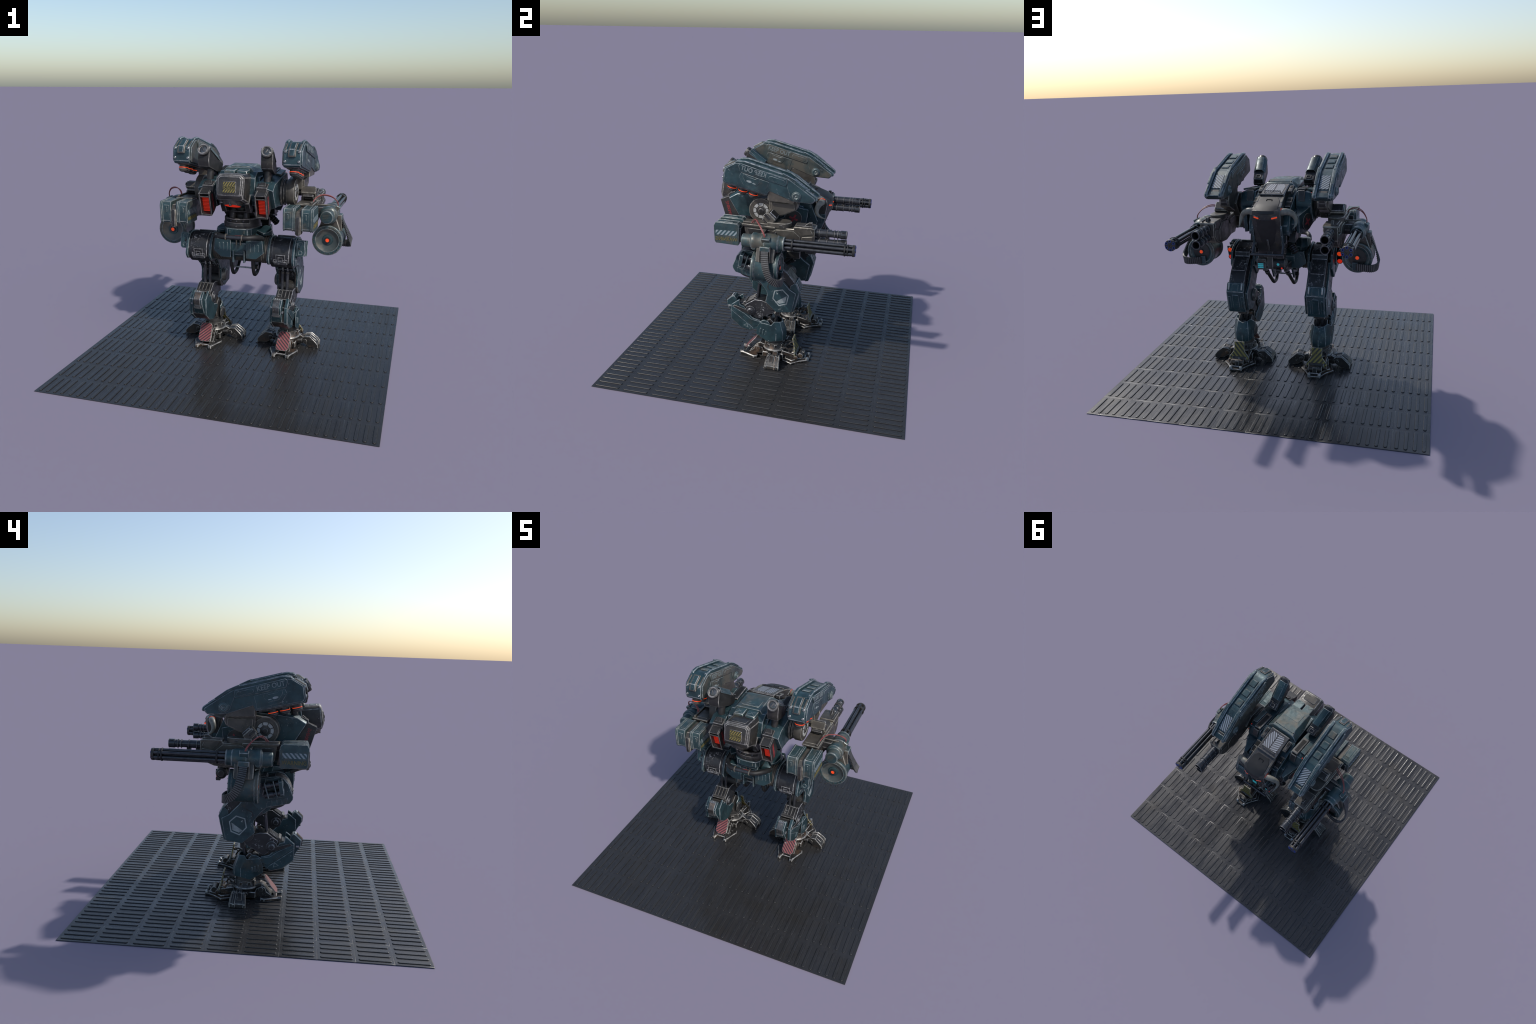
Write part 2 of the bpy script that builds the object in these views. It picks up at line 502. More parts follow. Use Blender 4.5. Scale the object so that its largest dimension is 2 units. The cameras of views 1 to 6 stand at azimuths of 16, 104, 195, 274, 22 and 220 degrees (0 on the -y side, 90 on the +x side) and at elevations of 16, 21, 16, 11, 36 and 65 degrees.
    def octagon(y, dy, w, z0, z1, k):
        pts = [(-w + k, z1), (w - k, z1), (w, z1 - k), (w * 0.94, z0 + k * 0.5), (w * 0.94 - k * 0.5, z0), (-w * 0.94 + k * 0.5, z0), (-w * 0.94, z0 + k * 0.5), (-w, z1 - k)]
        return [(x, y + dy * (z1 - z) / (z1 - z0), z) for x, z in pts]
    h.loft([octagon(-0.10, 0, 0.092, 1.02, 1.222, 0.024), octagon(-0.27, -0.03, 0.092, 1.05, 1.226, 0.022), octagon(-0.366, -0.022, 0.088, 1.085, 1.236, 0.020),
            octagon(-0.376, -0.022, 0.081, 1.115, 1.230, 0.018)], 'dark_metal', 0.003)
    h.loft([octagon(-0.376, -0.020, 0.073, 1.116, 1.226, 0.013), octagon(-0.381, -0.020, 0.070, 1.118, 1.222, 0.012)], 'dark_metal', 0.002)
    h.panel((0, -0.325, 1.2315), X, Vector((0, 1, -0.08)), Z, 0.10, 0.05, 0.003, 'dark_metal', 0.0015, 0.008)
    face_n = Vector((0, -0.985, 0.17))
    up = Vector((0, 0.18, 1)).normalized()
    h.panel((0, -0.3935, 1.161), X, -up, Vector((0, -1, 0.18)), 0.084, 0.072, 0.003, 'dark_metal', 0.002, 0.006)
    h.panel((0, -0.396, 1.1615), X, -up, Vector((0, -1, 0.18)), 0.074, 0.062, 0.003, 'caution_hatching', 0)
    h.panel((0, -0.3985, 1.1610), X, -up, Vector((0, -1, 0.18)), 0.074, 0.019, 0.0028, 'olive_mark', 0)
    h.lettering('CAUTION', (0, -0.4022, 1.1612), X, up, 0.0195, 'void', 0.0004, 0.8)
    housing = h.done()
    for s in (-1, 1):
        b = Part('roof_block', torso, s)
        b.loft([[(0.006, -0.272, 1.226), (0.072, -0.274, 1.224), (0.076, -0.20, 1.224), (0.006, -0.20, 1.226)],
                [(0.008, -0.268, 1.2435), (0.070, -0.270, 1.2415), (0.074, -0.20, 1.246), (0.008, -0.20, 1.247)]], 'dusty_teal', 0.003)
        for a in (1, -1):
            b.panel((0.040, -0.236, 1.2445), Vector((1, a, 0)).normalized(), Vector((-a, 1, 0)).normalized(), Z, 0.07, 0.002, 0.0008, 'faded_mark', 0)
        b.done()
    # exhaust bowl with a glowing disc
    e = Part('exhaust_bowl', torso)
    ax = Vector((0, -0.36, -0.933))
    e.lathe((0, -0.298, 1.128), ax, [(0, 0.078), (0.030, 0.080), (0.055, 0.074), (0.080, 0.062), (0.096, 0.053), (0.096, 0.049), (0.090, 0.048)], 'dark_metal', 32, 0)
    e.lathe(Vector((0, -0.298, 1.128)) + ax * 0.092, ax, [(0, 0.0485), (0.003, 0.0485)], 'red_light', 32)
    e.box(Vector((0, -0.298, 1.128)) + ax * 0.096 + Vector((0, -0.04, 0.014)), (0.014, 0.020, 0.008), 'dark_metal', 0.001)
    e.done()
    # side legs of the housing that run down behind the bowl
    for s in (-1, 1):
        f = Part('housing_leg', torso, s)
        f.prism([(-0.27, 1.10), (-0.30, 1.05), (-0.255, 0.985), (-0.225, 0.985), (-0.21, 1.10)], 0.062, 0.094, 'dark_metal', 0.003)
        f.done()
    return torso


torso = build_torso()


# ------------------------------------------------------------------ head (cockpit)
def build_head():
    h = Part('head', robot)
    # stations down the front: (half width, front y, front z, bulge, inward direction)
    st = [(0.077, 0.030, 1.240, 0.000, (0, -0.3, -1)), (0.077, 0.12, 1.220, 0.000, (0, -0.35, -1)), (0.080, 0.205, 1.194, 0.0005, (0, -0.4, -1)),
          (0.086, 0.270, 1.167, 0.001, (0, -0.8, -0.6)), (0.090, 0.325, 1.146, 0.008, (0, -1, -0.2)), (0.092, 0.350, 1.126, 0.020, (0, -1, -0.1)),
          (0.092, 0.356, 1.095, 0.022, (0, -1, 0)), (0.092, 0.351, 1.060, 0.020, (0, -1, 0)), (0.090, 0.338, 1.000, 0.012, (0, -1, 0)),
          (0.088, 0.320, 0.940, 0.008, (0, -1, 0)), (0.082, 0.300, 0.880, 0.006, (0, -1, 0.1)), (0.072, 0.290, 0.853, 0.004, (0, -1, 0.3))]
    n = 10
    loops = []
    for w, y, z, b, d in st:
        d = Vector(d).normalized()
        p = Vector((0, y, z))
        lp = []
        for i in range(n + 1):
            u = -1 + 2 * i / n
            lp.append(p + X * w * u - d * (b * (1 - abs(u) ** 2.4)))
        lp += [p + X * w + d * 0.075, p - X * w + d * 0.075]
        loops.append(lp)
    h.loft(loops[:5], 'hatch_grey', 0.003, sharp=50)
    h.loft(loops[4:], 'dark_metal', 0.003, sharp=50)
    # recessed dark faceplate between two cheeks
    fp = []
    for z, y, w in ((1.075, 0.3765, 0.066), (1.00, 0.3545, 0.064), (0.93, 0.3280, 0.060), (0.868, 0.3005, 0.050)):
        lp = []
        for i in range(9):
            u = -1 + i / 4
            lp.append((w * u, y - 0.010 * abs(u) ** 2.2, z))
        lp += [(w, y - 0.03, z), (-w, y - 0.03, z)]
        fp.append(lp)
    h.loft(fp, 'rubber', 0.002, edge='dark_metal', sharp=50)
    h.box((0, 0.314, 0.905), (0.010, 0.02, 0.085), 'dark_metal', 0.002, rot=(-0.42, 0, 0))
    # smoked visor cap over the brow
    vis = []
    for y, z, w, b, nn in ((0.226, 1.186, 0.046, 0.000, (0, 0.4, 0.9)), (0.256, 1.1735, 0.066, 0.000, (0, 0.4, 0.9)), (0.297, 1.1575, 0.072, 0.004, (0, 0.8, 0.6)),
                           (0.328, 1.1455, 0.074, 0.009, (0, 1, 0.25)), (0.352, 1.124, 0.073, 0.019, (0, 1, 0.1)), (0.3575, 1.106, 0.070, 0.021, (0, 1, 0.05))):
        nn = Vector(nn).normalized()
        c = Vector((0, y, z))
        lp = [c + X * w * u + nn * (b * (1 - abs(u) ** 2.4)) + Vector((0, 0.0022, 0.0028)) for u in [-1 + i / 4 for i in range(9)]]
        lp += [c + X * w - nn * 0.01, c - X * w - nn * 0.01]
        vis.append(lp)
    h.loft(vis, 'rubber', 0.002, edge='rubber', sharp=45)
    h.box((0, 0.256, 1.1785), (0.034, 0.004, 0.004), 'void', 0, rot=(-0.4, 0, 0))
    for s in (-1, 1):
        h.box((s * 0.017, 0.264, 1.1763), (0.003, 0.016, 0.004), 'void', 0, rot=(-0.33, 0, 0))
    # chevron hatch panels
    sl = Vector((0, 0.967, -0.255))
    nn = Vector((0, 0.255, 0.967))
    h.panel((0, 0.118, 1.2195), X, sl, nn, 0.150, 0.170, 0.002, 'hatch_grey', 0.0015)
    for s in (-1, 1):
        poly = [(0.004, -0.064), (0.004, 0.058), (0.020, 0.066), (0.058, 0.066), (0.060, -0.03), (0.046, -0.064)]
        h.ext([(s * a, b) for a, b in poly], Vector((0, 0.112, 1.2230)), X, sl, nn * 0.002, 'roof_hatching', 0)
    # grab rails on the hatch
    h.tube([(-0.052, 0.176, 1.198), (-0.052, 0.180, 1.219), (0.052, 0.180, 1.219), (0.052, 0.176, 1.198)], 0.0034, 'gun_steel', 8, smooth=False)
    for s in (-1, 1):
        h.box((s * 0.079, 0.240, 1.176), (0.014, 0.075, 0.010), 'brown_metal', 0.002, rot=(-0.37, 0, 0))
        h.box((s * 0.040, 0.206, 1.200), (0.078, 0.008, 0.010), 'hatch_grey', 0.0015, rot=(-0.3, 0, 0))
        h.box((s * 0.066, 0.203, 1.198), (0.012, 0.014, 0.012), 'void', 0.001, rot=(-0.3, 0, 0))
        # cheek armour
        h.prism([(0.346, 1.03), (0.350, 1.02), (0.338, 0.965), (0.32, 0.955), (0.32, 1.03)], s * 0.086, s * 0.097, 'teal_paint', 0.0015)
        h.prism([(0.335, 0.962), (0.320, 0.915), (0.295, 0.885), (0.285, 0.96)], s * 0.086, s * 0.097, 'teal_paint', 0.0015)
        h.prism([(0.335, 1.05), (0.325, 0.97), (0.295, 0.88), (0.20, 0.90), (0.20, 1.06)], s * 0.082, s * 0.091, 'teal_paint', 0.002)
        # collar of the horn
        h.lathe((s * 0.084, 0.322, 1.112), (s, 0, 0), [(0, 0.031), (0.007, 0.030), (0.007, 0.026)], 'dark_metal', 24, 0.001)
        h.lathe_closed((s * 0.0905, 0.322, 1.112), (s, 0, 0), [(0, 0.0215), (0, 0.0262), (0.0010, 0.0262), (0.0010, 0.0215)], 'orange_light', 24)
        # hinge bracket down to the bumper
        h.tube([(s * 0.094, 0.312, 0.912), (s * 0.096, 0.325, 0.885), (s * 0.096, 0.352, 0.852)], 0.009, 'gun_steel', 10)
        h.cyl((s * 0.080, 0.305, 0.905), (s * 0.106, 0.305, 0.905), 0.014, 'dark_metal')
        h.box((s * 0.094, 0.300, 0.862), (0.020, 0.06, 0.034), 'dark_metal', 0.003, rot=(0.3, 0, 0))
    h.cyl((-0.106, 0.364, 0.851), (0.106, 0.364, 0.851), 0.0085, 'gun_steel', 14)
    head = h.done()
    for s in (-1, 1):
        e = Part('eye', head, s)
        a, b = Vector((0.0735, 0.3660, 1.0900)), Vector((0.041, 0.3785, 1.083))
        d = (b - a).normalized()
        for off, hh, m in ((0.0, 0.0085, 'orange_light'), (0.0078, 0.0055, 'teal_paint')):
            e.box((a + b) / 2 + Z * off, ((b - a).length, 0.006, hh), m, 0.001, rot=(0, 0.20, math.atan2(d.y, d.x)))
        e.done()
        hn = Part('horn', head, s)
        hn.tube([(0.085, 0.322, 1.112), (0.118, 0.318, 1.116), (0.150, 0.306, 1.104), (0.171, 0.298, 1.078), (0.178, 0.306, 1.050), (0.176, 0.335, 1.030), (0.170, 0.378, 1.022)],
                0.0225, 'horn', 16, 8, taper=lambda t: max(0.04, (1 - t ** 1.6)))
        hn.done()
    # sensor cluster slung below the head
    s = Part('sensor_unit', robot)
    s.cyl((-0.090, 0.254, 0.764), (-0.016, 0.254, 0.764), 0.037, 'dark_metal', 28)
    s.cyl((0.016, 0.254, 0.764), (0.055, 0.250, 0.768), 0.034, 'dark_metal', 28)
    s.prism([(0.215, 0.80), (0.285, 0.80), (0.292, 0.730), (0.22, 0.730)], 0.030, 0.092, 'dark_metal', 0.003)
    s.prism([(0.20, 0.86), (0.275, 0.86), (0.290, 0.82), (0.292, 0.735), (0.22, 0.735)], -0.016, 0.020, 'dark_metal', 0.003)
    s.prism([(0.20, 0.83), (0.295, 0.83), (0.295, 0.815), (0.20, 0.815)], -0.034, 0.036, 'dark_metal', 0.002)
    s.prism([(0.22, 0.86), (0.28, 0.86), (0.27, 0.80), (0.22, 0.80)], -0.085, 0.085, 'dark_metal', 0.003)
    s.box((-0.048, 0.278, 0.722), (0.034, 0.03, 0.024), 'dark_metal', 0.002)
    s.box((-0.048, 0.2935, 0.722), (0.020, 0.002, 0.008), 'void', 0)
    s.lathe((-0.050, 0.284, 0.769), (0, 1, 0), [(0, 0.016), (0.010, 0.016), (0.010, 0.012), (0.007, 0.011)], 'gun_steel', 20)
    s.lathe((-0.050, 0.292, 0.769), (0, 1, 0), [(0, 0.009), (0.003, 0.007)], 'cyan_light', 16)
    s.lathe((-0.072, 0.284, 0.744), (0, 1, 0), [(0, 0.006), (0.005, 0.005)], 'red_light', 12)
    s.lathe((-0.090, 0.254, 0.764), (-1, 0, 0), [(0, 0.037), (0.006, 0.034), (0.008, 0.022), (0.014, 0.020)], 'dark_metal', 24, 0.001)
    s.panel((0.062, 0.290, 0.757), X, Z, Y, 0.054, 0.040, 0.004, 'gun_steel', 0.0015)
    for i in range(3):
        s.panel((0.064, 0.295, 0.769 - i * 0.0115), X, Z, Y, 0.036, 0.008, 0.001, 'cyan_light', 0)
    s.done()


build_head()


# ------------------------------------------------------------------ waist and pelvis
def build_waist():
    w = Part('waist', robot)
    cy = -0.130
    w.lathe((0, cy, 0.868), Z, [(0, 0.090), (0.006, 0.108), (0.012, 0.117), (0.034, 0.1175), (0.044, 0.113), (0.068, 0.113), (0.073, 0.108), (0.073, 0.092), (0.055, 0.090)], 'dark_metal', 44, 0.002)
    w.cyl((0, cy, 0.80), (0, cy, 0.875), 0.088, 'dark_metal', 36)
    # inspection slot across the back of the ring
    arc = circle(0.1155, 11, 0, cy, math.radians(232), math.radians(76), True)
    w.ext(arc + [(x * 0.93, cy + (y - cy) * 0.93) for x, y in arc[::-1]], (0, 0, 0.914), X, Y, (0, 0, 0.023), 'void', 0.001, edge='void')
    for z in (0.9115, 0.9365):
        w.ext(circle(0.1175, 11, 0, cy, math.radians(230), math.radians(80), True) + circle(0.110, 11, 0, cy, math.radians(230), math.radians(80), True)[::-1], (0, 0, z), X, Y, (0, 0, 0.003), 'dark_metal_worn_edge', 0)
    for an in (248, 268, 290):
        w.bolt((0.1145 * math.cos(math.radians(an)), cy + 0.1145 * math.sin(math.radians(an)), 0.9255), (math.cos(math.radians(an)), math.sin(math.radians(an)), 0), 0.006, 0.004, 'gun_steel')
    for s in (-1, 1):
        w.cyl((s * 0.045, -0.195, 0.935), (s * 0.045, -0.175, 0.990), 0.022, 'dark_metal', 18)
        w.box((s * 0.070, -0.07, 0.960), (0.05, 0.14, 0.05), 'dark_metal', 0.004)
    w.cyl((0, -0.12, 0.91), (0, -0.12, 1.0), 0.062, 'dark_metal', 30)
    waist = w.done()
    c = Part('waist_collar', waist)
    rear = [(-0.092, -0.190), (-0.086, -0.222), (-0.066, -0.243), (-0.030, -0.251), (0.030, -0.251), (0.066, -0.243), (0.086, -0.222), (0.092, -0.190)]
    outline = rear + [(0.100, -0.02), (0.06, 0.04), (-0.06, 0.04), (-0.100, -0.02)]
    c.ext(outline, (0, 0, 0.834), X, Y, (0, 0, 0.045), 'teal_paint', 0.003)
    for x in (-0.046, 0.046):
        c.box((x, -0.2515, 0.860), (0.004, 0.003, 0.022), 'dusty_teal', 0.001)
    c.prism([(-0.215, 0.834), (-0.235, 0.815), (-0.20, 0.79), (-0.10, 0.79), (-0.10, 0.834)], -0.075, 0.075, 'teal_paint', 0.002)
    c.done()
    for s in (-1, 1):
        g = Part('waist_wing', waist, s)
        top = [(0.088, -0.115, 0.848), (0.150, -0.170, 0.842), (0.172, -0.140, 0.842), (0.184, -0.092, 0.848), (0.168, -0.045, 0.862), (0.135, -0.030, 0.864), (0.095, -0.05, 0.86)]
        low = [(0.085, -0.115, 0.834), (0.148, -0.165, 0.828), (0.172, -0.135, 0.822), (0.186, -0.085, 0.812), (0.180, -0.025, 0.806), (0.140, 0.0, 0.806), (0.095, 0.0, 0.81)]
        g.loft([top, low], 'teal_paint', 0.002)
        g.loft([[(x * 0.96, y, z + 0.004) for x, y, z in low[3:]] + [(0.10, -0.06, 0.82)], [(0.170, -0.07, 0.775), (0.165, -0.03, 0.772), (0.13, -0.01, 0.772), (0.09, -0.01, 0.775), (0.10, -0.06, 0.78)]], 'teal_paint', 0.002)
        # ribbed cable drum under the chest
        p0, p1 = Vector((0.112, 0.185, 0.872)), Vector((0.148, 0.205, 0.826))
        d = (p1 - p0).normalized()
        g.cyl(p0, p1, 0.017, 'rubber', 20)
        for i in range(4):
            g.cyl(p0 + d * (0.006 + i * 0.0145), p0 + d * (0.0145 + i * 0.0145), 0.024, 'gun_steel', 20, bevel=0.002)
        g.tube([p0, p0 - d * 0.03, (0.10, 0.15, 0.93)], 0.012, 'rubber')
        g.done()


build_waist()


def build_pelvis():
    p = Part('pelvis', robot)
    c = (0, -0.095, 0.735)
    p.lathe((-0.15, c[1], c[2]), X, [(0, 0.075), (0.04, 0.094), (0.10, 0.094), (0.105, 0.088), (0.195, 0.088), (0.20, 0.094), (0.26, 0.094), (0.30, 0.075)], 'teal_paint', 36, 0.002)
    p.cyl((-0.24, -0.11, 0.722), (0.24, -0.11, 0.722), 0.085, 'brown_metal', 30)
    p.prism([(-0.205, 0.775), (-0.19, 0.79), (0.0, 0.80), (0.02, 0.79), (0.06, 0.76), (0.05, 0.69), (-0.02, 0.64), (-0.16, 0.66), (-0.205, 0.70)], -0.10, 0.10, 'teal_paint', 0.003)
    for s in (-1, 1):
        # hexagonal cladding, rear and front
        for y, yy in ((-0.224, -0.165), (0.052, 0.020)):
            poly = [(0.050, 0.800), (0.155, 0.806), (0.164, 0.725), (0.116, 0.684), (0.050, 0.684)] if y < 0 else [(0.080, 0.79), (0.162, 0.79), (0.180, 0.712), (0.130, 0.672), (0.07, 0.68)]
            p.ext([(s * a, b) for a, b in poly], (0, y, 0), X, Z, (0, yy - y, 0), 'teal_paint', 0.002)
            if y < 0:
                for i in range(3):
                    p.ext([(a + s * (0.075 + i * 0.026), b + 0.755) for a, b in stadium(0.058 - 0.004 * i, 0.012)], (0, y - 0.0016, 0), X, Z, (0, 0.003, 0), 'teal_paint', 0.0012)
        p.box((s * 0.013, -0.2205, 0.79), (0.008, 0.012, 0.045), 'void', 0.001, edge='brown_metal_worn_edge')
        p.prism([(-0.222, 0.730), (-0.222, 0.652), (-0.205, 0.65), (-0.16, 0.68), (-0.19, 0.73)], s * 0.031, s * 0.041, 'teal_paint', 0.0015)
        # joint collars
        for x in (0.135, 0.150, 0.165):
            p.lathe((s * x, -0.11, 0.722), X, [(0, 0.089), (0.008, 0.089)], 'brown_metal', 30, 0.001)
    pel = p.done()
    h = Part('tow_bar', pel)
    h.tube([(-0.150, -0.20, 0.812), (-0.142, -0.235, 0.828), (-0.120, -0.275, 0.838), (-0.085, -0.304, 0.839), (-0.049, -0.310, 0.839)], 0.0165, 'rubber', 14)
    h.tube([(0.150, -0.20, 0.812), (0.142, -0.235, 0.828), (0.120, -0.275, 0.838), (0.085, -0.304, 0.839), (0.049, -0.310, 0.839)], 0.0165, 'rubber', 14)
    h.cyl((-0.05, -0.310, 0.839), (0.05, -0.310, 0.839), 0.0145, 'gun_steel', 16)
    h.cyl((0.004, -0.3075, 0.8495), (0.044, -0.3075, 0.8495), 0.0045, 'red_mark', 12)
    for s in (-1, 1):
        h.lathe((s * 0.052, -0.310, 0.839), (s, 0, 0), [(-0.004, 0.0205), (0.004, 0.0205)], 'brown_metal', 16, 0.001)
    for x in (-0.120, -0.098):
        h.box((x, -0.2935 + (x + 0.12) * -0.5, 0.845), (0.012, 0.004, 0.010), 'pale_mark', 0.001, rot=(0, 0, -0.5))
    h.done()
    for s in (-1, 1):
        k = Part('skid', pel, s)
        k.tube([(0.071, 0.175, 0.710), (0.071, 0.140, 0.677), (0.0715, 0.060, 0.612), (0.072, -0.012, 0.554), (0.072, -0.032, 0.543), (0.072, -0.055, 0.5385), (0.072, -0.085, 0.5385),
                (0.072, -0.104, 0.546), (0.0725, -0.118, 0.562), (0.073, -0.140, 0.610), (0.073, -0.145, 0.66), (0.073, -0.14, 0.70)], 0.0118, 'rubber', 12, smooth=False)
        k.prism([(-0.135, 0.68), (-0.128, 0.595), (-0.085, 0.572), (-0.03, 0.578), (0.02, 0.66), (0.0, 0.70)], 0.066, 0.078, 'teal_paint', 0.002)
        k.cyl((0.078, -0.085, 0.592), (0.094, -0.085, 0.592), 0.015, 'dark_metal', 18)
        k.lathe((0.071, 0.140, 0.675), (0, -0.75, -0.65), [(0, 0.016), (0.03, 0.016)], 'dark_metal', 14, 0.001)
        k.box((0.071, 0.13, 0.71), (0.03, 0.10, 0.05), 'dark_metal', 0.003)
        k.done()
    b = Part('skid_crossbar', pel)
    b.cyl((-0.072, -0.098, 0.586), (0.072, -0.098, 0.586), 0.0055, 'teal_paint', 12)
    b.done()


build_pelvis()


# ------------------------------------------------------------------ shoulders
def build_shoulder(s):
    b = Part('shoulder', robot, s)
    upper = [(-0.292, 1.143), (-0.235, 1.176), (-0.11, 1.190), (0.06, 1.205), (0.097, 1.203), (0.123, 1.138), (0.125, 1.105),
             (0.10, 1.02), (0.02, 0.985), (-0.15, 1.008), (-0.222, 1.008)]
    b.loft([[(0.135, y, z) for y, z in upper], [(0.206, y, z) for y, z in upper], [(0.238, y + (0.006 if y < -0.2 else -0.004), z - (0.012 if z > 1.12 else -0.008)) for y, z in upper]],
           'teal_paint', 0.0025)
    # front cheek with the red cross
    outer = [Vector(q) for q in ((0.181, 0.246, 1.077), (0.180, 0.229, 0.960), (0.198, 0.090, 0.938), (0.232, 0.020, 0.990), (0.236, 0.020, 1.10), (0.230, 0.115, 1.112))]
    inner = [Vector(q) for q in ((0.160, 0.240, 1.074), (0.160, 0.224, 0.962), (0.155, 0.085, 0.945), (0.160, 0.020, 0.990), (0.150, 0.020, 1.10), (0.145, 0.118, 1.112))]
    b.loft([inner, outer], 'teal_paint', 0.0025)
    cn = Vector((0.945, 0.325, 0.0)).normalized()
    ct = Vector((-0.325, 0.945, 0)).normalized()
    cc = Vector((0.2145, 0.152, 1.020))
    b.ext([(y * 0.056, z * 0.055) for y, z in circle(1, 26)], cc - cn * 0.008, ct, Z, cn * 0.0105, 'dark_metal', 0.0015)
    cc2 = cc + cn * 0.0024
    for a in (1.05, -0.42):
        b.ext([(-0.030, -0.006), (0.030, -0.006), (0.030, 0.006), (-0.030, 0.006)], cc2, ct * math.cos(a) + Z * math.sin(a), Z * math.cos(a) - ct * math.sin(a), cn * 0.0008, 'red_mark', 0)
    # roof troughs and clamps
    b.box((0.168, 0.02, 1.210), (0.048, 0.15, 0.016), 'dark_metal', 0.003, rot=(0.09, 0, 0))
    b.box((0.168, 0.02, 1.2185), (0.026, 0.11, 0.003), 'void', 0, rot=(0.09, 0, 0))
    b.box((0.170, 0.105, 1.175), (0.044, 0.030, 0.070), 'dark_metal', 0.0025, rot=(0.32, 0, 0))
    b.box((0.215, 0.00, 1.205), (0.036, 0.12, 0.012), 'dusty_teal', 0.002, rot=(0.09, 0.15, 0))
    b.lathe((0.228, 0.082, 1.190), (0.3, 1, 0.3), [(0, 0.006), (0.006, 0.0045)], 'red_light', 12)
    # rear apron running down to the vent
    b.prism([(-0.30, 1.152), (-0.255, 1.172), (-0.25, 1.12), (-0.30, 1.11)], 0.137, 0.204, 'dark_metal', 0.002)
    b.ext([(-0.022, -0.014), (0.022, -0.014), (0.016, 0.016), (-0.016, 0.016)], (0.171, -0.272, 1.166), X, Vector((0, 0.8, 0.6)), (0, -0.003, 0.004), 'dark_metal', 0.0015)
    sh = b.done()

    # heat vent: an open box with glowing slats
    v = Part('heat_vent', sh, s)

    def frame(y0, y1, x0, x1, z0, z1, m=0.0):
        # sheared box leaning forward at its foot
        f = lambda z: 0.30 * (1.108 - z)
        return [(x0, y0 + f(z1), z1), (x1, y1 + f(z1), z1), (x1, y1 + f(z0), z0), (x0, y0 + f(z0), z0)]
    outer = [(-0.355, 1.110), (-0.312, 0.964), (-0.265, 0.985), (-0.215, 1.02), (-0.225, 1.12), (-0.30, 1.135)]
    v.prism(outer[:], 0.139, 0.1475, 'dark_metal', 0.0018)
    v.prism(outer[:], 0.203, 0.2115, 'dark_metal', 0.0018)
    v.prism([(-0.355, 1.110), (-0.300, 1.135), (-0.225, 1.12), (-0.225, 1.105), (-0.34, 1.096)], 0.1475, 0.203, 'dark_metal', 0.0015)
    v.prism([(-0.350, 1.092), (-0.348, 1.084), (-0.27, 1.084), (-0.27, 1.092)], 0.1475, 0.203, 'dark_metal', 0.001)
    v.prism([(-0.316, 0.975), (-0.312, 0.964), (-0.225, 1.00), (-0.225, 1.01)], 0.1475, 0.203, 'dark_metal', 0.001)
    v.prism([(-0.30, 1.10), (-0.27, 0.985), (-0.22, 1.02), (-0.23, 1.10)], 0.148, 0.2025, 'void', 0)
    v.lettering('WARNING', (0.2125, -0.293, 1.047), Vector((0, -0.28, 1)), Vector((0, -1, -0.28)), 0.030, 'red_mark', 0.0005, 0.78)
    v.lettering('WARNING', (0.1380, -0.293, 1.047), Vector((0, -0.28, 1)), Vector((0, 1, 0.28)), 0.030, 'red_mark', 0.0005, 0.78)
    vent = v.done()
    sl = Part('vent_slat', sh, s, 'stuff')
    for i in range(10):
        z = 1.076 - i * 0.0092
        y = -0.316 + (1.108 - z) * 0.29
        sl.box((0.1775, y, z), (0.049, 0.014, 0.0042), 'red_vent', 0.0007, rot=(0.12, 0, 0), edge='red_vent')
    sl.box((0.1775, -0.288, 1.031), (0.050, 0.004, 0.102), 'void', 0, rot=(-0.28 + 0.56, 0, 0))
    sl.done()

    # rotating joint that carries the arm and the pod
    j = Part('shoulder_joint', sh, s)
    c = Vector((0.21, -0.04, 1.09))
    j.lathe(c, X, [(0, 0.094), (0.020, 0.094), (0.024, 0.086), (0.034, 0.088), (0.038, 0.078), (0.052, 0.080), (0.056, 0.070), (0.066, 0.070)], 'dark_metal', 40, 0.0015)
    j.lathe(c + X * 0.062, X, [(0, 0.076), (0.006, 0.084), (0.045, 0.084), (0.055, 0.080)], 'brown_metal', 40, 0.002)
    j.lathe(c + X * 0.112, X, [(0, 0.070), (0.006, 0.066), (0.006, 0.052)], 'brown_metal', 36)
    h = c + X * 0.117
    j.lathe(h, X, [(-0.004, 0.056), (0.001, 0.056)], 'dark_metal', 36)
    for i in range(8):
        a0 = 2 * math.pi * (i + 0.06) / 8 + 0.39
        a1 = 2 * math.pi * (i + 0.94) / 8 + 0.39
        poly = [(0.034 * math.cos(a0), 0.034 * math.sin(a0)), (0.034 * math.cos(a1), 0.034 * math.sin(a1))]
        poly += [(0.052 * math.cos(a1 + (a0 - a1) * q / 3), 0.052 * math.sin(a1 + (a0 - a1) * q / 3)) for q in range(4)]
        j.ext(poly, h, Y, Z, (0.003, 0, 0), 'white_disc', 0.0008, edge='white_disc')
    j.lathe(h, X, [(0, 0.030), (0.004, 0.029), (0.004, 0.016), (0.008, 0.014), (0.008, 0.007)], 'dark_metal', 24, 0.001)
    # faceted link up to the pod
    link = [(0.020, 1.100), (0.018, 1.245), (0.10, 1.235), (0.190, 1.195), (0.206, 1.157), (0.198, 1.118), (0.092, 1.068)]
    j.prism(link, 0.288, 0.352, 'brown_metal', 0.003)
    j.prism([(-0.04, 1.170), (0.03, 1.18), (0.10, 1.12), (0.03, 1.02), (-0.03, 1.02)], 0.275, 0.318, 'brown_metal', 0.003)
    j.prism([(0.032, 1.160), (0.185, 1.162), (0.19, 1.120), (0.095, 1.077), (0.036, 1.100)], 0.346, 0.362, 'brown_metal', 0.003)
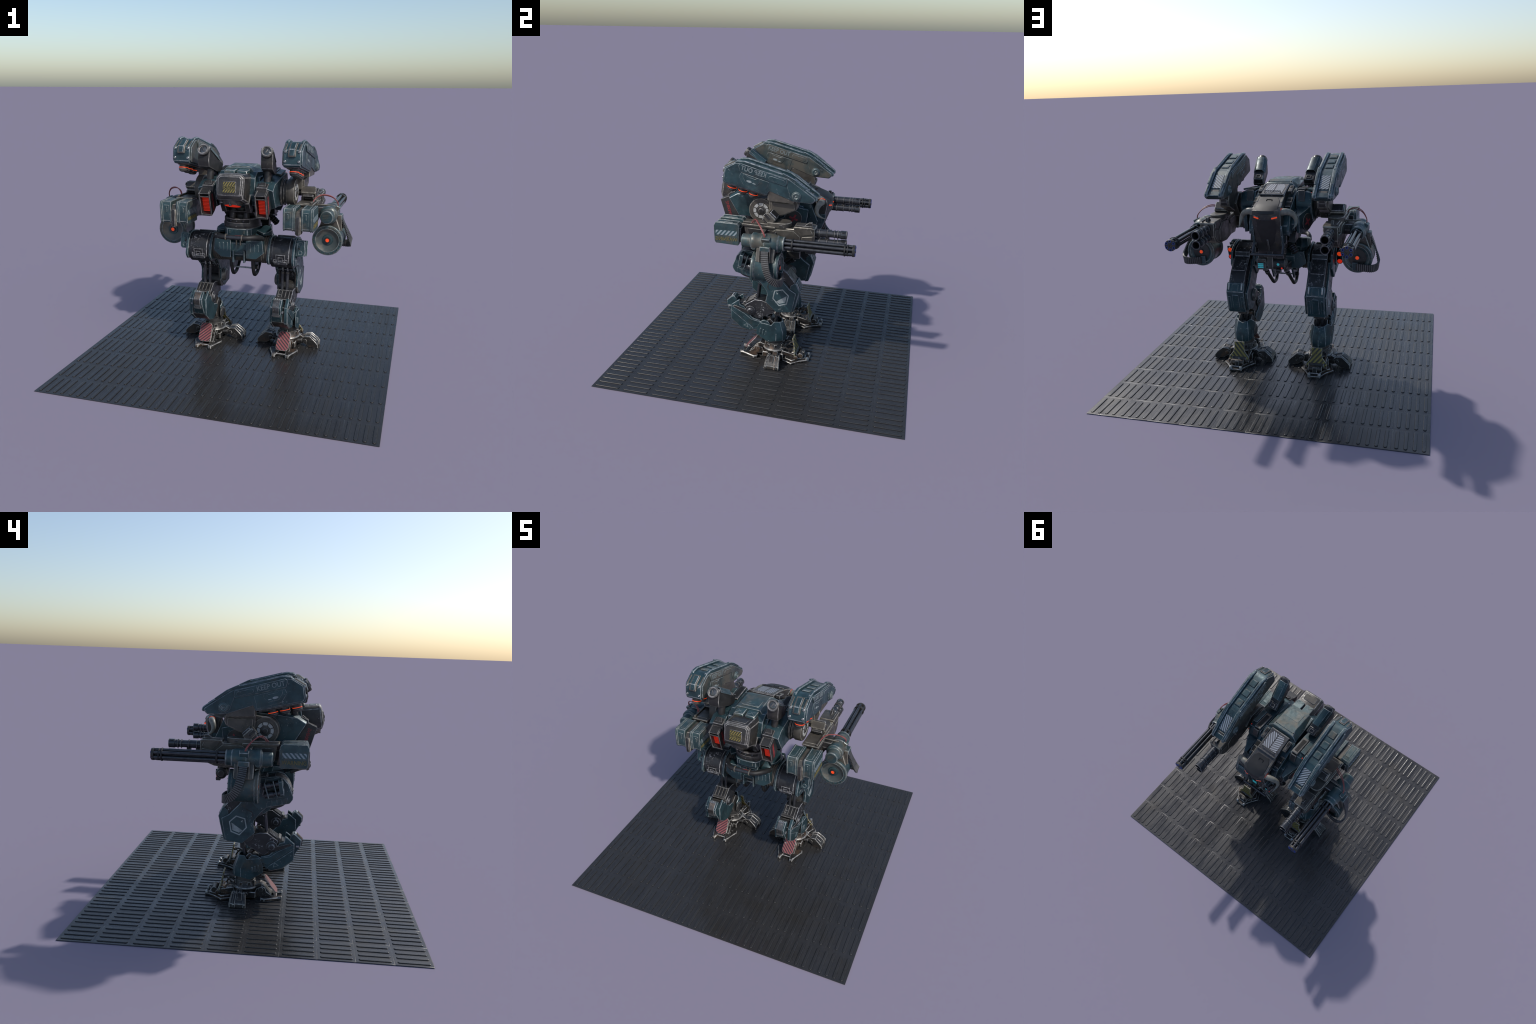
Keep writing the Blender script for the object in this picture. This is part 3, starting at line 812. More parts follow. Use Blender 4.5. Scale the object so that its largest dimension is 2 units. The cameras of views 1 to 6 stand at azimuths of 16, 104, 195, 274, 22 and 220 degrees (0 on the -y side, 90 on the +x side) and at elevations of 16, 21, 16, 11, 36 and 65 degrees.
    j.prism([(0.19, 1.185), (0.212, 1.15), (0.20, 1.12), (0.18, 1.12), (0.17, 1.18)], 0.298, 0.346, 'dark_metal', 0.003)
    j.box((0.322, 0.206, 1.158), (0.040, 0.010, 0.022), 'dark_metal', 0.002)
    j.done()

    # headlamp on its mast
    l = Part('searchlight', sh, s)
    l.prism([(-0.272, 1.384), (-0.15, 1.300), (-0.112, 1.262), (-0.098, 1.222), (-0.115, 1.205), (-0.18, 1.222), (-0.284, 1.262), (-0.290, 1.300)], 0.160, 0.233, 'dark_metal', 0.003)
    l.prism([(-0.286, 1.300), (-0.262, 1.275), (-0.22, 1.245), (-0.19, 1.262), (-0.24, 1.32)], 0.172, 0.221, 'dark_metal', 0.003)
    # hood
    d = Vector((0, 0.836, -0.548))
    up = Vector((0, 0.548, 0.836))
    o = Vector((0.196, -0.268, 1.352))
    hood = [(-0.042, 0.010), (-0.022, 0.040), (0.022, 0.040), (0.042, 0.010), (0.038, 0.008), (0.020, 0.0345), (-0.020, 0.0345), (-0.038, 0.008)]
    l.ext(hood, o, X, up, d * 0.135, 'teal_paint', 0.0012)
    ax = -d
    l.lathe(o + d * 0.06, ax, [(0, 0.032), (0.055, 0.033), (0.058, 0.0355), (0.082, 0.0355), (0.088, 0.033), (0.088, 0.026), (0.082, 0.025)], 'dark_metal', 28, 0.0015)
    l.lathe_closed(o - d * 0.021, ax, [(0, 0.0335), (0, 0.0362), (0.0022, 0.0358), (0.0022, 0.0335)], 'dark_metal_worn_edge', 28)
    l.lathe_closed(o - d * 0.0285, ax, [(0, 0.0255), (0, 0.0325), (0.002, 0.032), (0.002, 0.026)], 'dark_metal_worn_edge', 28)
    l.lathe(o - d * 0.018, ax, [(0, 0.024), (0.004, 0.022), (0.007, 0.016), (0.008, 0.0)], 'lens_glass', 24)
    l.box(o - d * 0.0265, (0.006, 0.004, 0.024), 'dark_metal', 0.001, rot=(-0.58, 0.6, 0))
    # control box on its front
    l.box((0.196, -0.113, 1.249), (0.066, 0.050, 0.046), 'dark_metal', 0.003, rot=(-0.55, 0, 0))
    l.slotring(Vector((0.196, -0.099, 1.271)), X, Vector((0, 0.85, -0.52)), Vector((0, 0.52, 0.85)), 0.032, 0.026, 0.003, 0.003, 'dark_metal_worn_edge')
    for v in l.bm.verts:      # the lamp toes in towards the hull
        v.co.x -= 0.115 * (v.co.y + 0.275)
    l.cyl((0.183, -0.215, 1.165), (0.183, -0.195, 1.28), 0.022, 'dark_metal', 20)
    l.cyl((0.178, -0.120, 1.19), (0.178, -0.125, 1.24), 0.014, 'gun_steel', 16)
    l.done()


# ------------------------------------------------------------------ missile pods
def build_pod(s):
    p = Part('missile_pod', robot, s)
    body = [(-0.268, 1.274), (-0.278, 1.290), (-0.264, 1.375), (-0.192, 1.412), (-0.150, 1.412), (0.155, 1.332), (0.318, 1.215), (0.325, 1.203), (0.304, 1.182), (0.19, 1.187), (0.030, 1.243), (0.016, 1.212)]
    p.prism(body, 0.293, 0.397, 'teal_paint', 0.003)
    side = [(-0.258, 1.282), (-0.268, 1.295), (-0.256, 1.370), (-0.188, 1.408), (-0.150, 1.406), (0.155, 1.330), (0.32, 1.220), (0.325, 1.207), (0.302, 1.184), (0.19, 1.189), (0.031, 1.246), (0.015, 1.218)]
    for x0, x1, m in ((0.284, 0.295, 'grimy_teal'), (0.395, 0.406, 'teal_paint')):
        p.prism(side, x0, x1, m, 0.0025)
    # raised rails along both top edges, stepping down to the nose
    rail = [(-0.196, 1.408), (-0.184, 1.423), (-0.130, 1.424), (0.150, 1.350), (0.262, 1.275), (0.333, 1.226), (0.338, 1.203), (0.322, 1.198), (0.15, 1.318), (-0.15, 1.402)]
    for x0, x1 in ((0.288, 0.309), (0.381, 0.402)):
        p.prism(rail, x0, x1, 'teal_paint', 0.0045)
        mid = (x0 + x1) / 2
        p.prism([(-0.10, 1.4185), (-0.10, 1.4125), (0.145, 1.3485), (0.145, 1.3538)], mid - 0.003, mid + 0.003, 'teal_paint', 0.0008)
        p.prism([(0.165, 1.3425), (0.165, 1.338), (0.30, 1.2475), (0.30, 1.2525)], mid - 0.003, mid + 0.003, 'teal_paint', 0.0008)
        # guard bars over the kink
        xo = 0.284 if x0 < 0.34 else 0.406
        p.prism([(0.11, 1.358), (0.12, 1.364), (0.19, 1.331), (0.262, 1.279), (0.255, 1.267), (0.185, 1.318)], min(xo, mid), max(xo, mid), 'teal_paint', 0.002)
    # rear face latch folded over the edge, and side grooves
    rn = Vector((0, -0.985, 0.16))
    p.prism([(-0.285, 1.338), (-0.285, 1.346), (-0.270, 1.381), (-0.205, 1.414), (-0.20, 1.405), (-0.25, 1.37), (-0.262, 1.334)], 0.322, 0.368, 'brown_metal', 0.002)
    p.prism([(-0.288, 1.344), (-0.274, 1.381), (-0.215, 1.415), (-0.21, 1.405), (-0.25, 1.37), (-0.262, 1.340)], 0.329, 0.361, 'teal_paint', 0.003)
    for x in (0.303, 0.387):
        p.prism([(-0.2675, 1.372), (-0.262, 1.381), (-0.205, 1.408), (-0.205, 1.395), (-0.25, 1.37)], x - 0.004, x + 0.004, 'brown_metal', 0.001)
    # nose cap between the rails
    p.prism([(0.30, 1.234), (0.332, 1.212), (0.322, 1.196), (0.29, 1.21)], 0.309, 0.381, 'teal_paint', 0.002)
    p.prism([(0.285, 1.2415), (0.300, 1.2305), (0.296, 1.224), (0.28, 1.234)], 0.318, 0.372, 'brown_metal', 0.001)
    # hatching on the sloping nose
    a, b = Vector((0.345, 0.172, 1.3215)), Vector((0.345, 0.280, 1.2440))
    sl = (b - a).normalized()
    nn = X.cross(sl)
    p.panel((a + b) / 2, X, sl, nn, 0.058, 0.118, 0.0015, 'grey_hatching', 0)
    p.panel((0.345, 0.125, 1.338), X, Vector((0, 0.962, -0.27)), Vector((0, 0.27, 0.962)), 0.066, 0.05, 0.002, 'teal_paint', 0.001)
    # long lettered planks, nose cheeks, and service panels on both flanks
    for x, d in ((0.406, 1), (0.284, -1)):
        t = 0.004 * d
        mat = 'teal_paint' if d > 0 else 'grimy_teal'
        plank = [(-0.150, 1.410), (-0.163, 1.401), (-0.166, 1.392), (-0.157, 1.360), (0.135, 1.284), (0.147, 1.300), (0.143, 1.328), (-0.02, 1.374)]
        p.prism(plank, min(x - t, x + 2 * t), max(x - t, x + 2 * t), mat, 0.002)
        u = Vector((0, 1, -0.255)).normalized()
        w = Vector((0, 0.255, 1)).normalized()
        xx = x + 2 * t
        if d > 0:
            p.lettering('KEEP OUT', (xx, -0.068, 1.3625), -u, w, 0.041, 'faded_mark', 0.0006, 0.90)
        else:
            p.lettering('KEEP OUT', (xx, -0.068, 1.3625), u, w, 0.041, 'faded_mark', 0.0006, 0.90)
        slot = [(q[1], q[0]) for q in stadium(0.105, 0.026)]
        p.ext(slot, Vector((xx - 0.001 * d, 0.080, 1.3215)), u, w, (0.0035 * d, 0, 0), mat, 0.0015)
        cheek = [(0.142, 1.292), (0.168, 1.215), (0.195, 1.192), (0.300, 1.188), (0.322, 1.207), (0.316, 1.220), (0.20, 1.300), (0.150, 1.330)]
        p.prism(cheek, min(x - t, x + t), max(x - t, x + t), mat, 0.0018)
        aft = [(-0.15, 1.352), (-0.165, 1.325), (-0.135, 1.270), (0.010, 1.226), (0.012, 1.25), (0.030, 1.302)]
        p.prism(aft, min(x - t, x + 0.6 * t), max(x - t, x + 0.6 * t), mat, 0.0015)
        badge = [(-0.135, 1.345), (-0.140, 1.325), (-0.118, 1.285), (-0.055, 1.268), (-0.028, 1.295), (-0.030, 1.318), (-0.045, 1.322), (-0.060, 1.315), (-0.110, 1.330), (-0.118, 1.340)]
        p.prism(badge, min(x - t, x + 1.2 * t), max(x - t, x + 1.2 * t), mat, 0.0015)
        p.ext([(0.018 * a, 0.007 * b) for a, b in circle(1, 12)], (x + 1.2 * t - 0.001 * d, -0.098, 1.298), u, w, (0.0016 * d, 0, 0), 'pale_mark', 0)
        p.ext([(0.012 * a, 0.003 * b) for a, b in circle(1, 10)], (x + 1.2 * t - 0.001 * d, -0.066, 1.286), u, w, (0.0016 * d, 0, 0), 'pale_mark', 0)
        # pivot boss
        p.lathe((x + t * 0.5, 0.206, 1.226), (d, 0, 0), [(0, 0.031), (0.006, 0.030), (0.008, 0.023), (0.014, 0.022), (0.014, 0.013), (0.010, 0.012), (0.010, 0.006), (0.014, 0.005)],
                'dusty_teal', 28, 0.0012)
    # brown cradle under the nose
    p.prism([(0.020, 1.250), (0.19, 1.200), (0.188, 1.172), (0.020, 1.180)], 0.300, 0.398, 'brown_metal', 0.003)
    p.prism([(-0.25, 1.285), (0.0, 1.222), (0.0, 1.205), (-0.245, 1.262)], 0.308, 0.382, 'dark_metal', 0.002)
    pod = p.done()
    for x in (0.3035, 0.3865):
        for z in (1.365, 1.309):
            b = Part('pod_bolt', pod, s)
            y = -0.264 - (1.377 - z) * 0.16
            b.lathe((x, y, z), (0, -1, 0.16), [(-0.002, 0.0085), (0.004, 0.008), (0.006, 0.0055), (0.0035, 0.0035)], 'bright_steel', 14)
            b.done()
    sl = Vector((0, 0.964, -0.265))
    nn = Vector((0, 0.265, 0.964))
    for y in (-0.100, -0.016, 0.066):
        h = Part('pod_hatch', pod, s)
        z = 1.412 - (y + 0.15) * 0.262
        h.panel((0.345, y, z), X, sl, nn, 0.0545, 0.0545, 0.0008, 'void', 0)
        h.panel((0.345, y, z), X, sl, nn, 0.050, 0.050, 0.006, 'dusty_teal', 0.0028, 0.003)
        h.panel((0.345, y, z + 0.0045), X, sl, nn, 0.038, 0.038, 0.0030, 'dusty_teal', 0.0012)
        h.done()
    for y, z in ((-0.222, 1.262), (-0.151, 1.244), (-0.080, 1.226)):
        t = Part('launch_tube', pod, s)
        ax = Vector((0, -0.245, -0.97))
        c = Vector((0.352, y, z))
        t.lathe(c, ax, [(-0.01, 0.026), (0.012, 0.028), (0.020, 0.0285), (0.032, 0.0295), (0.036, 0.027), (0.042, 0.025), (0.046, 0.016)], 'dark_metal', 28, 0.001)
        t.lathe_closed(c + ax * 0.0185, ax, [(0, 0.026), (0, 0.0297), (0.0045, 0.0297), (0.0045, 0.026)], 'orange_light', 32)
        t.done()


# ------------------------------------------------------------------ arms
def build_arm(s):
    a = Part('arm', robot, s)
    # elbow: tilted knuckle block and a flat disc hinge
    a.box((0.394, 0.043, 1.076), (0.096, 0.074, 0.050), 'brown_metal', 0.005, rot=(-0.76, 0, 0))
    a.box((0.394, 0.066, 1.096), (0.080, 0.056, 0.012), 'black_armour', 0.003, rot=(-0.76, 0, 0))
    a.box((0.394, 0.018, 1.050), (0.070, 0.058, 0.018), 'dark_metal', 0.004, rot=(-0.76, 0, 0))
    a.box((0.394, 0.012, 1.043), (0.042, 0.016, 0.012), 'void', 0, rot=(-0.76, 0, 0))
    a.box((0.442, 0.030, 1.088), (0.004, 0.046, 0.020), 'dark_metal', 0.001, rot=(-0.76, 0, 0))
    disc = circle(0.052, 15, 0.396, 0.128, 0, math.pi, True) + [(0.344, 0.03), (0.448, 0.03)]
    a.ext(disc, (0, 0, 1.022), X, Y, (0, 0, 0.032), 'brown_metal', 0.003)
    a.box((0.449, 0.12, 1.036), (0.004, 0.022, 0.012), 'dark_metal', 0.001)
    a.cyl((0.31, 0.055, 1.075), (0.36, 0.055, 1.075), 0.022, 'dark_metal')
    # receiver of the cannon
    rec = [(-0.12, 1.022), (0.20, 1.022), (0.215, 1.040), (0.315, 1.040), (0.336, 1.030), (0.336, 0.945), (0.308, 0.905), (0.250, 0.882), (0.100, 0.870), (0.010, 0.888), (-0.07, 0.885), (-0.11, 0.93)]
    a.prism(rec, 0.352, 0.440, 'brown_metal', 0.003)
    for x0, x1 in ((0.346, 0.354), (0.438, 0.446)):
        a.prism([(0.065, 0.995), (0.085, 1.010), (0.20, 1.012), (0.245, 0.975), (0.245, 0.905), (0.19, 0.885), (0.04, 0.895)], x0, x1, 'brown_metal', 0.002)
        a.prism([(0.212, 1.030), (0.31, 1.030), (0.325, 1.000), (0.260, 0.985), (0.235, 1.005)], x0, x1, 'brown_metal', 0.002)
        a.prism([(0.255, 0.975), (0.325, 0.985), (0.325, 0.945), (0.30, 0.910), (0.255, 0.895)], x0, x1, 'brown_metal', 0.002)
        a.prism([(-0.10, 1.005), (0.05, 1.000), (0.03, 0.965), (-0.09, 0.970)], x0, x1, 'dark_metal', 0.002)
    # top deck with a recessed lid and side rails
    a.prism([(-0.135, 1.034), (0.085, 1.028), (0.085, 1.014), (-0.132, 1.018)], 0.340, 0.452, 'brown_metal', 0.003)
    a.box((0.392, -0.055, 1.032), (0.078, 0.105, 0.006), 'brown_metal', 0.002, rot=(-0.03, 0, 0))
    a.box((0.438, -0.02, 1.038), (0.012, 0.215, 0.012), 'brown_metal', 0.002, rot=(-0.03, 0, 0))
    a.prism([(0.205, 1.040), (0.315, 1.041), (0.336, 1.034), (0.336, 1.026), (0.20, 1.026)], 0.346, 0.448, 'brown_metal', 0.003)
    a.prism([(0.262, 1.040), (0.292, 1.064), (0.312, 1.066), (0.318, 1.040)], 0.394, 0.412, 'dark_metal', 0.002)
    a.box((0.432, 0.27, 1.044), (0.008, 0.11, 0.008), 'dark_metal', 0.0015)
    # spine between the magazines
    a.prism([(-0.15, 1.020), (-0.285, 1.018), (-0.310, 0.985), (-0.310, 0.882), (-0.26, 0.876), (-0.20, 0.897), (-0.12, 0.90)], 0.379, 0.413, 'brown_metal', 0.003)
    a.prism([(-0.311, 0.992), (-0.316, 0.980), (-0.316, 0.880), (-0.30, 0.872), (-0.29, 0.98)], 0.386, 0.406, 'dark_metal', 0.002)
    a.box((0.395, -0.16, 0.96), (0.15, 0.05, 0.09), 'dark_metal', 0.003)
    # yoke that holds the rotary gun
    a.prism([(0.00, 0.995), (0.09, 0.995), (0.10, 0.96), (0.09, 0.93), (0.00, 0.93), (-0.01, 0.96)], 0.44, 0.50, 'dark_metal', 0.003)
    a.box((0.49, 0.025, 1.006), (0.10, 0.012, 0.010), 'brown_metal', 0.002)
    arm = a.done()

    # magazines
    for x0, x1, out in ((0.304, 0.378, False), (0.414, 0.488, True)):
        m = Part('magazine', arm, s)
        prof = [(-0.303, 0.915), (-0.308, 1.010), (-0.296, 1.036), (-0.160, 1.034), (-0.145, 1.022), (-0.145, 0.903), (-0.152, 0.896), (-0.295, 0.902)]
        m.prism(prof, x0 + 0.004, x1 - 0.004, 'dusty_teal', 0.003)
        ring = [(y + (0.003 if y > -0.2 else -0.003), z + (0.003 if z > 0.97 else -0.003)) for y, z in prof]
        for xa in (x0, x0 + (x1 - x0) * 0.72, x1 - 0.010):
            m.prism(ring, xa, xa + 0.010, 'dusty_teal', 0.0022)
        mid = (x0 + x1) / 2 - 0.008
        m.panel((mid, -0.305, 0.975), X, Vector((0, 0.05, -1)), -Y, 0.034, 0.082, 0.002, 'dusty_teal', 0.0015)
        m.ext(stadium(0.034, 0.010), (mid, -0.3075, 0.988), X, Z, (0, -0.003, 0), 'dusty_teal', 0.0012)
        m.panel((mid, -0.235, 1.0352), X, Y, Z, 0.034, 0.09, 0.002, 'dusty_teal', 0.0015)
        for x, d in ((x1, 1), (x0, -1)):
            m.panel((x, -0.226, 0.972), Y, Z, (d, 0, 0), 0.142, 0.032, 0.0012, 'side_hatching', 0)
            u = -Y if d > 0 else Y
            m.lettering('WARNING', (x + d * 0.0012, -0.226, 0.930), u, Z, 0.034, 'olive_mark', 0.0008, 0.88)
        m.done()

    # twin autocannon
    for z in (1.000, 0.941):
        c = Part('cannon_barrel', arm, s)
        o = Vector((0.396, 0.30, z))
        c.lathe(o, Y, [(0, 0.025), (0.055, 0.025), (0.057, 0.0268), (0.063, 0.0268), (0.065, 0.0245), (0.105, 0.0245), (0.107, 0.0265), (0.112, 0.0265), (0.114, 0.022), (0.150, 0.022), (0.152, 0.0245),
                       (0.156, 0.0245), (0.158, 0.022), (0.170, 0.022), (0.172, 0.0262), (0.178, 0.0262), (0.180, 0.0235), (0.192, 0.0235), (0.195, 0.0268), (0.226, 0.0268), (0.232, 0.0255), (0.232, 0.0215), (0.15, 0.020)], 'gun_steel', 28, 0)
        c.lathe(o + Y * 0.160, Y, [(0, 0.0214), (0.002, 0.0214)], 'void', 20)
        for yy in (0.06, 0.110, 0.155, 0.176, 0.229):
            c.lathe_closed(o + Y * yy, Y, [(0, 0.024), (0, 0.0274), (0.0022, 0.0274), (0.0022, 0.024)], 'dark_metal_worn_edge', 28)
        for k in range(4):
            c.box(o + Y * 0.211 + Vector((0.0262 * math.cos(k * 1.571 + .8), 0, 0.0262 * math.sin(k * 1.571 + .8))), (0.005, 0.016, 0.005), 'void', 0)
        c.done()
    k = Part('barrel_brace', arm, s)
    for y in (0.355, 0.410):
        k.box((0.396, y, 0.970), (0.022, 0.026, 0.03), 'dark_metal', 0.002)
    k.done()

    # rotary gun
    g = Part('rotary_gun', arm, s)
    ax = Vector((0.533, 0, 0.953))
    g.lathe(ax - Y * 0.104, Y, [(0, 0.038), (0.004, 0.042), (0.060, 0.042), (0.064, 0.050), (0.070, 0.056), (0.090, 0.057), (0.098, 0.054), (0.148, 0.053), (0.152, 0.057), (0.205, 0.056), (0.232, 0.050), (0.236, 0.046), (0.266, 0.044), (0.270, 0.046), (0.274, 0.042), (0.274, 0.034), (0.262, 0.033)],
            'dusty_teal', 36, 0.0015)
    g.lathe(ax - Y * 0.106, Y, [(0, 0.034), (0.004, 0.034)], 'teal_paint', 30)
    for i in range(6):
        g.box(ax + Vector((0, -0.1065, 0.025 - 0.010 * i)), (0.05, 0.0015, 0.002), 'dusty_teal', 0)
    # feed saddle on the outer flank
    g.box((0.578, 0.058, 0.985), (0.030, 0.056, 0.034), 'dusty_teal', 0.003, rot=(0, 0.5, 0))
    g.box((0.597, 0.058, 0.932), (0.030, 0.062, 0.030), 'dusty_teal', 0.003)
    for yy in (0.026, 0.090):
        g.box((0.600, yy, 0.895), (0.022, 0.006, 0.10), 'brown_metal', 0.0015, rot=(0, -0.12, 0))
    g.lathe((0.565, -0.02, 0.925), X, [(0, 0.012), (0.018, 0.012)], 'dusty_teal', 14, 0.001)
    # neck joining gun and ammunition drum
    g.loft([[(0.495, 0.0, 0.945), (0.575, 0.0, 0.945), (0.575, 0.115, 0.945), (0.495, 0.115, 0.945)],
            [(0.465, 0.0, 0.845), (0.610, 0.0, 0.845), (0.610, 0.115, 0.845), (0.465, 0.115, 0.845)]], 'brown_metal', 0.004)
    g.lathe(ax + Y * 0.16, Y, [(0, 0.033), (0.002, 0.033)], 'void', 24)
    gun = g.done()
    for i in range(6):
        b = Part('gun_barrel', arm, s)
        an = math.pi / 6 + i * math.pi / 3
        o = ax + Vector((0.0265 * math.cos(an), 0.15, 0.0265 * math.sin(an)))
        b.lathe(o, Y, [(0, 0.0098), (0.425, 0.0098), (0.425, 0.0088), (0.452, 0.0088), (0.452, 0.006), (0.435, 0.0058)], 'gun_steel', 14)
        b.lathe_closed(o + Y * 0.4515, Y, [(0, 0.0058), (0, 0.0084), (0.0026, 0.0080), (0.0026, 0.0058)], 'blue_light', 14)
        b.lathe(o + Y * 0.4505, Y, [(0, 0.006), (0.0025, 0.006)], 'void', 12)
        b.done()
    q = Part('barrel_clamp', arm, s)
    q.cyl(ax + Y * 0.15, ax + Y * 0.585, 0.012, 'gun_steel', 14)
    for y0, y1, r in ((0.212, 0.224, 0.0385), (0.535, 0.546, 0.0385), (0.552, 0.562, 0.036)):
        q.lathe(ax + Y * y0, Y, [(0, r - 0.003), (0.002, r), (y1 - y0 - 0.002, r), (y1 - y0, r - 0.003)], 'rubber', 30, 0)
    q.lathe(ax + Y * 0.586, Y, [(0, 0.036), (0.010, 0.0365), (0.0165, 0.0345), (0.0165, 0.014), (0.019, 0.012), (0.019, 0.006), (0.016, 0.005)], 'dark_metal', 28)
    q.done()

    # ammunition drum
    d = Part('ammunition_drum', arm, s)
    c = Vector((0.531, -0.030, 0.789))
    d.lathe(c, Y, [(0.016, 0.0), (0.016, 0.022), (0.013, 0.060), (0.008, 0.072), (0.0, 0.076), (0.0, 0.094), (0.003, 0.098), (0.020, 0.098), (0.024, 0.092), (0.150, 0.092), (0.154, 0.098),
                   (0.171, 0.098), (0.174, 0.094), (0.174, 0.076), (0.166, 0.072), (0.161, 0.060), (0.160, 0.022), (0.160, 0.0)], 'dusty_teal', 48, 0.0012)
    for sg, y0 in ((-1, 0.0), (1, 0.174)):
        o = c + Y * y0
        d.lathe_closed(o, Y * sg, [(-0.004, 0.0745), (0.0012, 0.0745), (0.0012, 0.0775), (-0.004, 0.0775)], 'dusty_teal_worn_edge', 48)
        o = o - Y * sg * 0.013
        if sg < 0:
            d.lathe_closed(o + Y * sg * 0.013, Y * sg, [(-0.0075, 0.0725), (-0.0005, 0.0757), (-0.001, 0.0757), (-0.0125, 0.060), (-0.0155, 0.030), (-0.017, 0.030), (-0.014, 0.060)], 'drum_dish', 48)
        if sg > 0:
            d.lathe(o, Y, [(-0.001, 0.058), (0.003, 0.058), (0.006, 0.03)], 'dark_metal', 40)
        d.lathe(o, Y * sg, [(-0.004, 0.034), (0.003, 0.032), (0.004, 0.020)], 'dusty_teal', 36)
        d.lathe_closed(o, Y * sg, [(0.0, 0.0125), (0.011, 0.0125), (0.011, 0.019), (0.0, 0.021)], 'dark_metal', 24)
        d.lathe(o, Y * sg, [(0.003, 0.0125), (0.010, 0.0115), (0.0105, 0.0)], 'orange_light', 20)
        for i in range(18):
            an = 2 * math.pi * i / 18
            d.bolt(o + Y * sg * 0.013 + Vector((0.086 * math.cos(an), 0.0005 * sg, 0.086 * math.sin(an))), Y * sg, 0.0035, 0.0025, 'brown_metal')
    d.box((0.517, 0.146, 0.735), (0.034, 0.018, 0.050), 'teal_paint', 0.002)
    d.done()

    # feed belt from the drum face round to the gun
    f = Part('ammunition_belt', arm, s)
    path = [(0.606, 0.058, 0.925), (0.622, 0.062, 0.885), (0.640, 0.072, 0.840), (0.655, 0.088, 0.795), (0.664, 0.112, 0.758), (0.655, 0.148, 0.738), (0.625, 0.168, 0.731), (0.575, 0.166, 0.732), (0.525, 0.154, 0.733)]
    wide = [(0, 1, 0), (0, 1, 0), (0.1, 1, 0.1), (0.2, 0.9, 0.4), (0.15, 0.5, 0.8), (0.05, 0.2, 1), (0, 0, 1), (0, 0, 1), (0, 0, 1)]
    f.strap(path, wide, 0.045, 0.008, 'rubber', 8)
    pp, ww = catmull(path, 4), catmull(wide, 4)
    for i in range(1, len(pp) - 1):
        t = (pp[i + 1] - pp[i - 1]).normalized()
        x = (ww[i] - t * ww[i].dot(t)).normalized()
        n = t.cross(x)
        f.loft([[pp[i] + x * 0.0242 * a + n * 0.0062 * b + t * (0.0036 * e) for a, b in ((-1, -1), (1, -1), (1, 1), (-1, 1))] for e in (-1, 1)], 'belt_steel', 0.001)
    f.done()

    w = Part('cable', arm, s)
    for off in (0.0, 0.012):
        w.tube([(0.436, -0.085 + off, 1.022), (0.448, -0.060 + off, 1.055), (0.478, -0.038 + off, 1.078 - off * 0.4), (0.515, -0.018 + off * 0.8, 1.080 - off * 0.6), (0.552, 0.010 + off * 0.6, 1.062 - off * 0.4), (0.578, 0.040 + off * 0.4, 1.025), (0.580, 0.052 + off * 0.4, 0.995)], 0.0030, 'hose_red', 8)
    w.done()


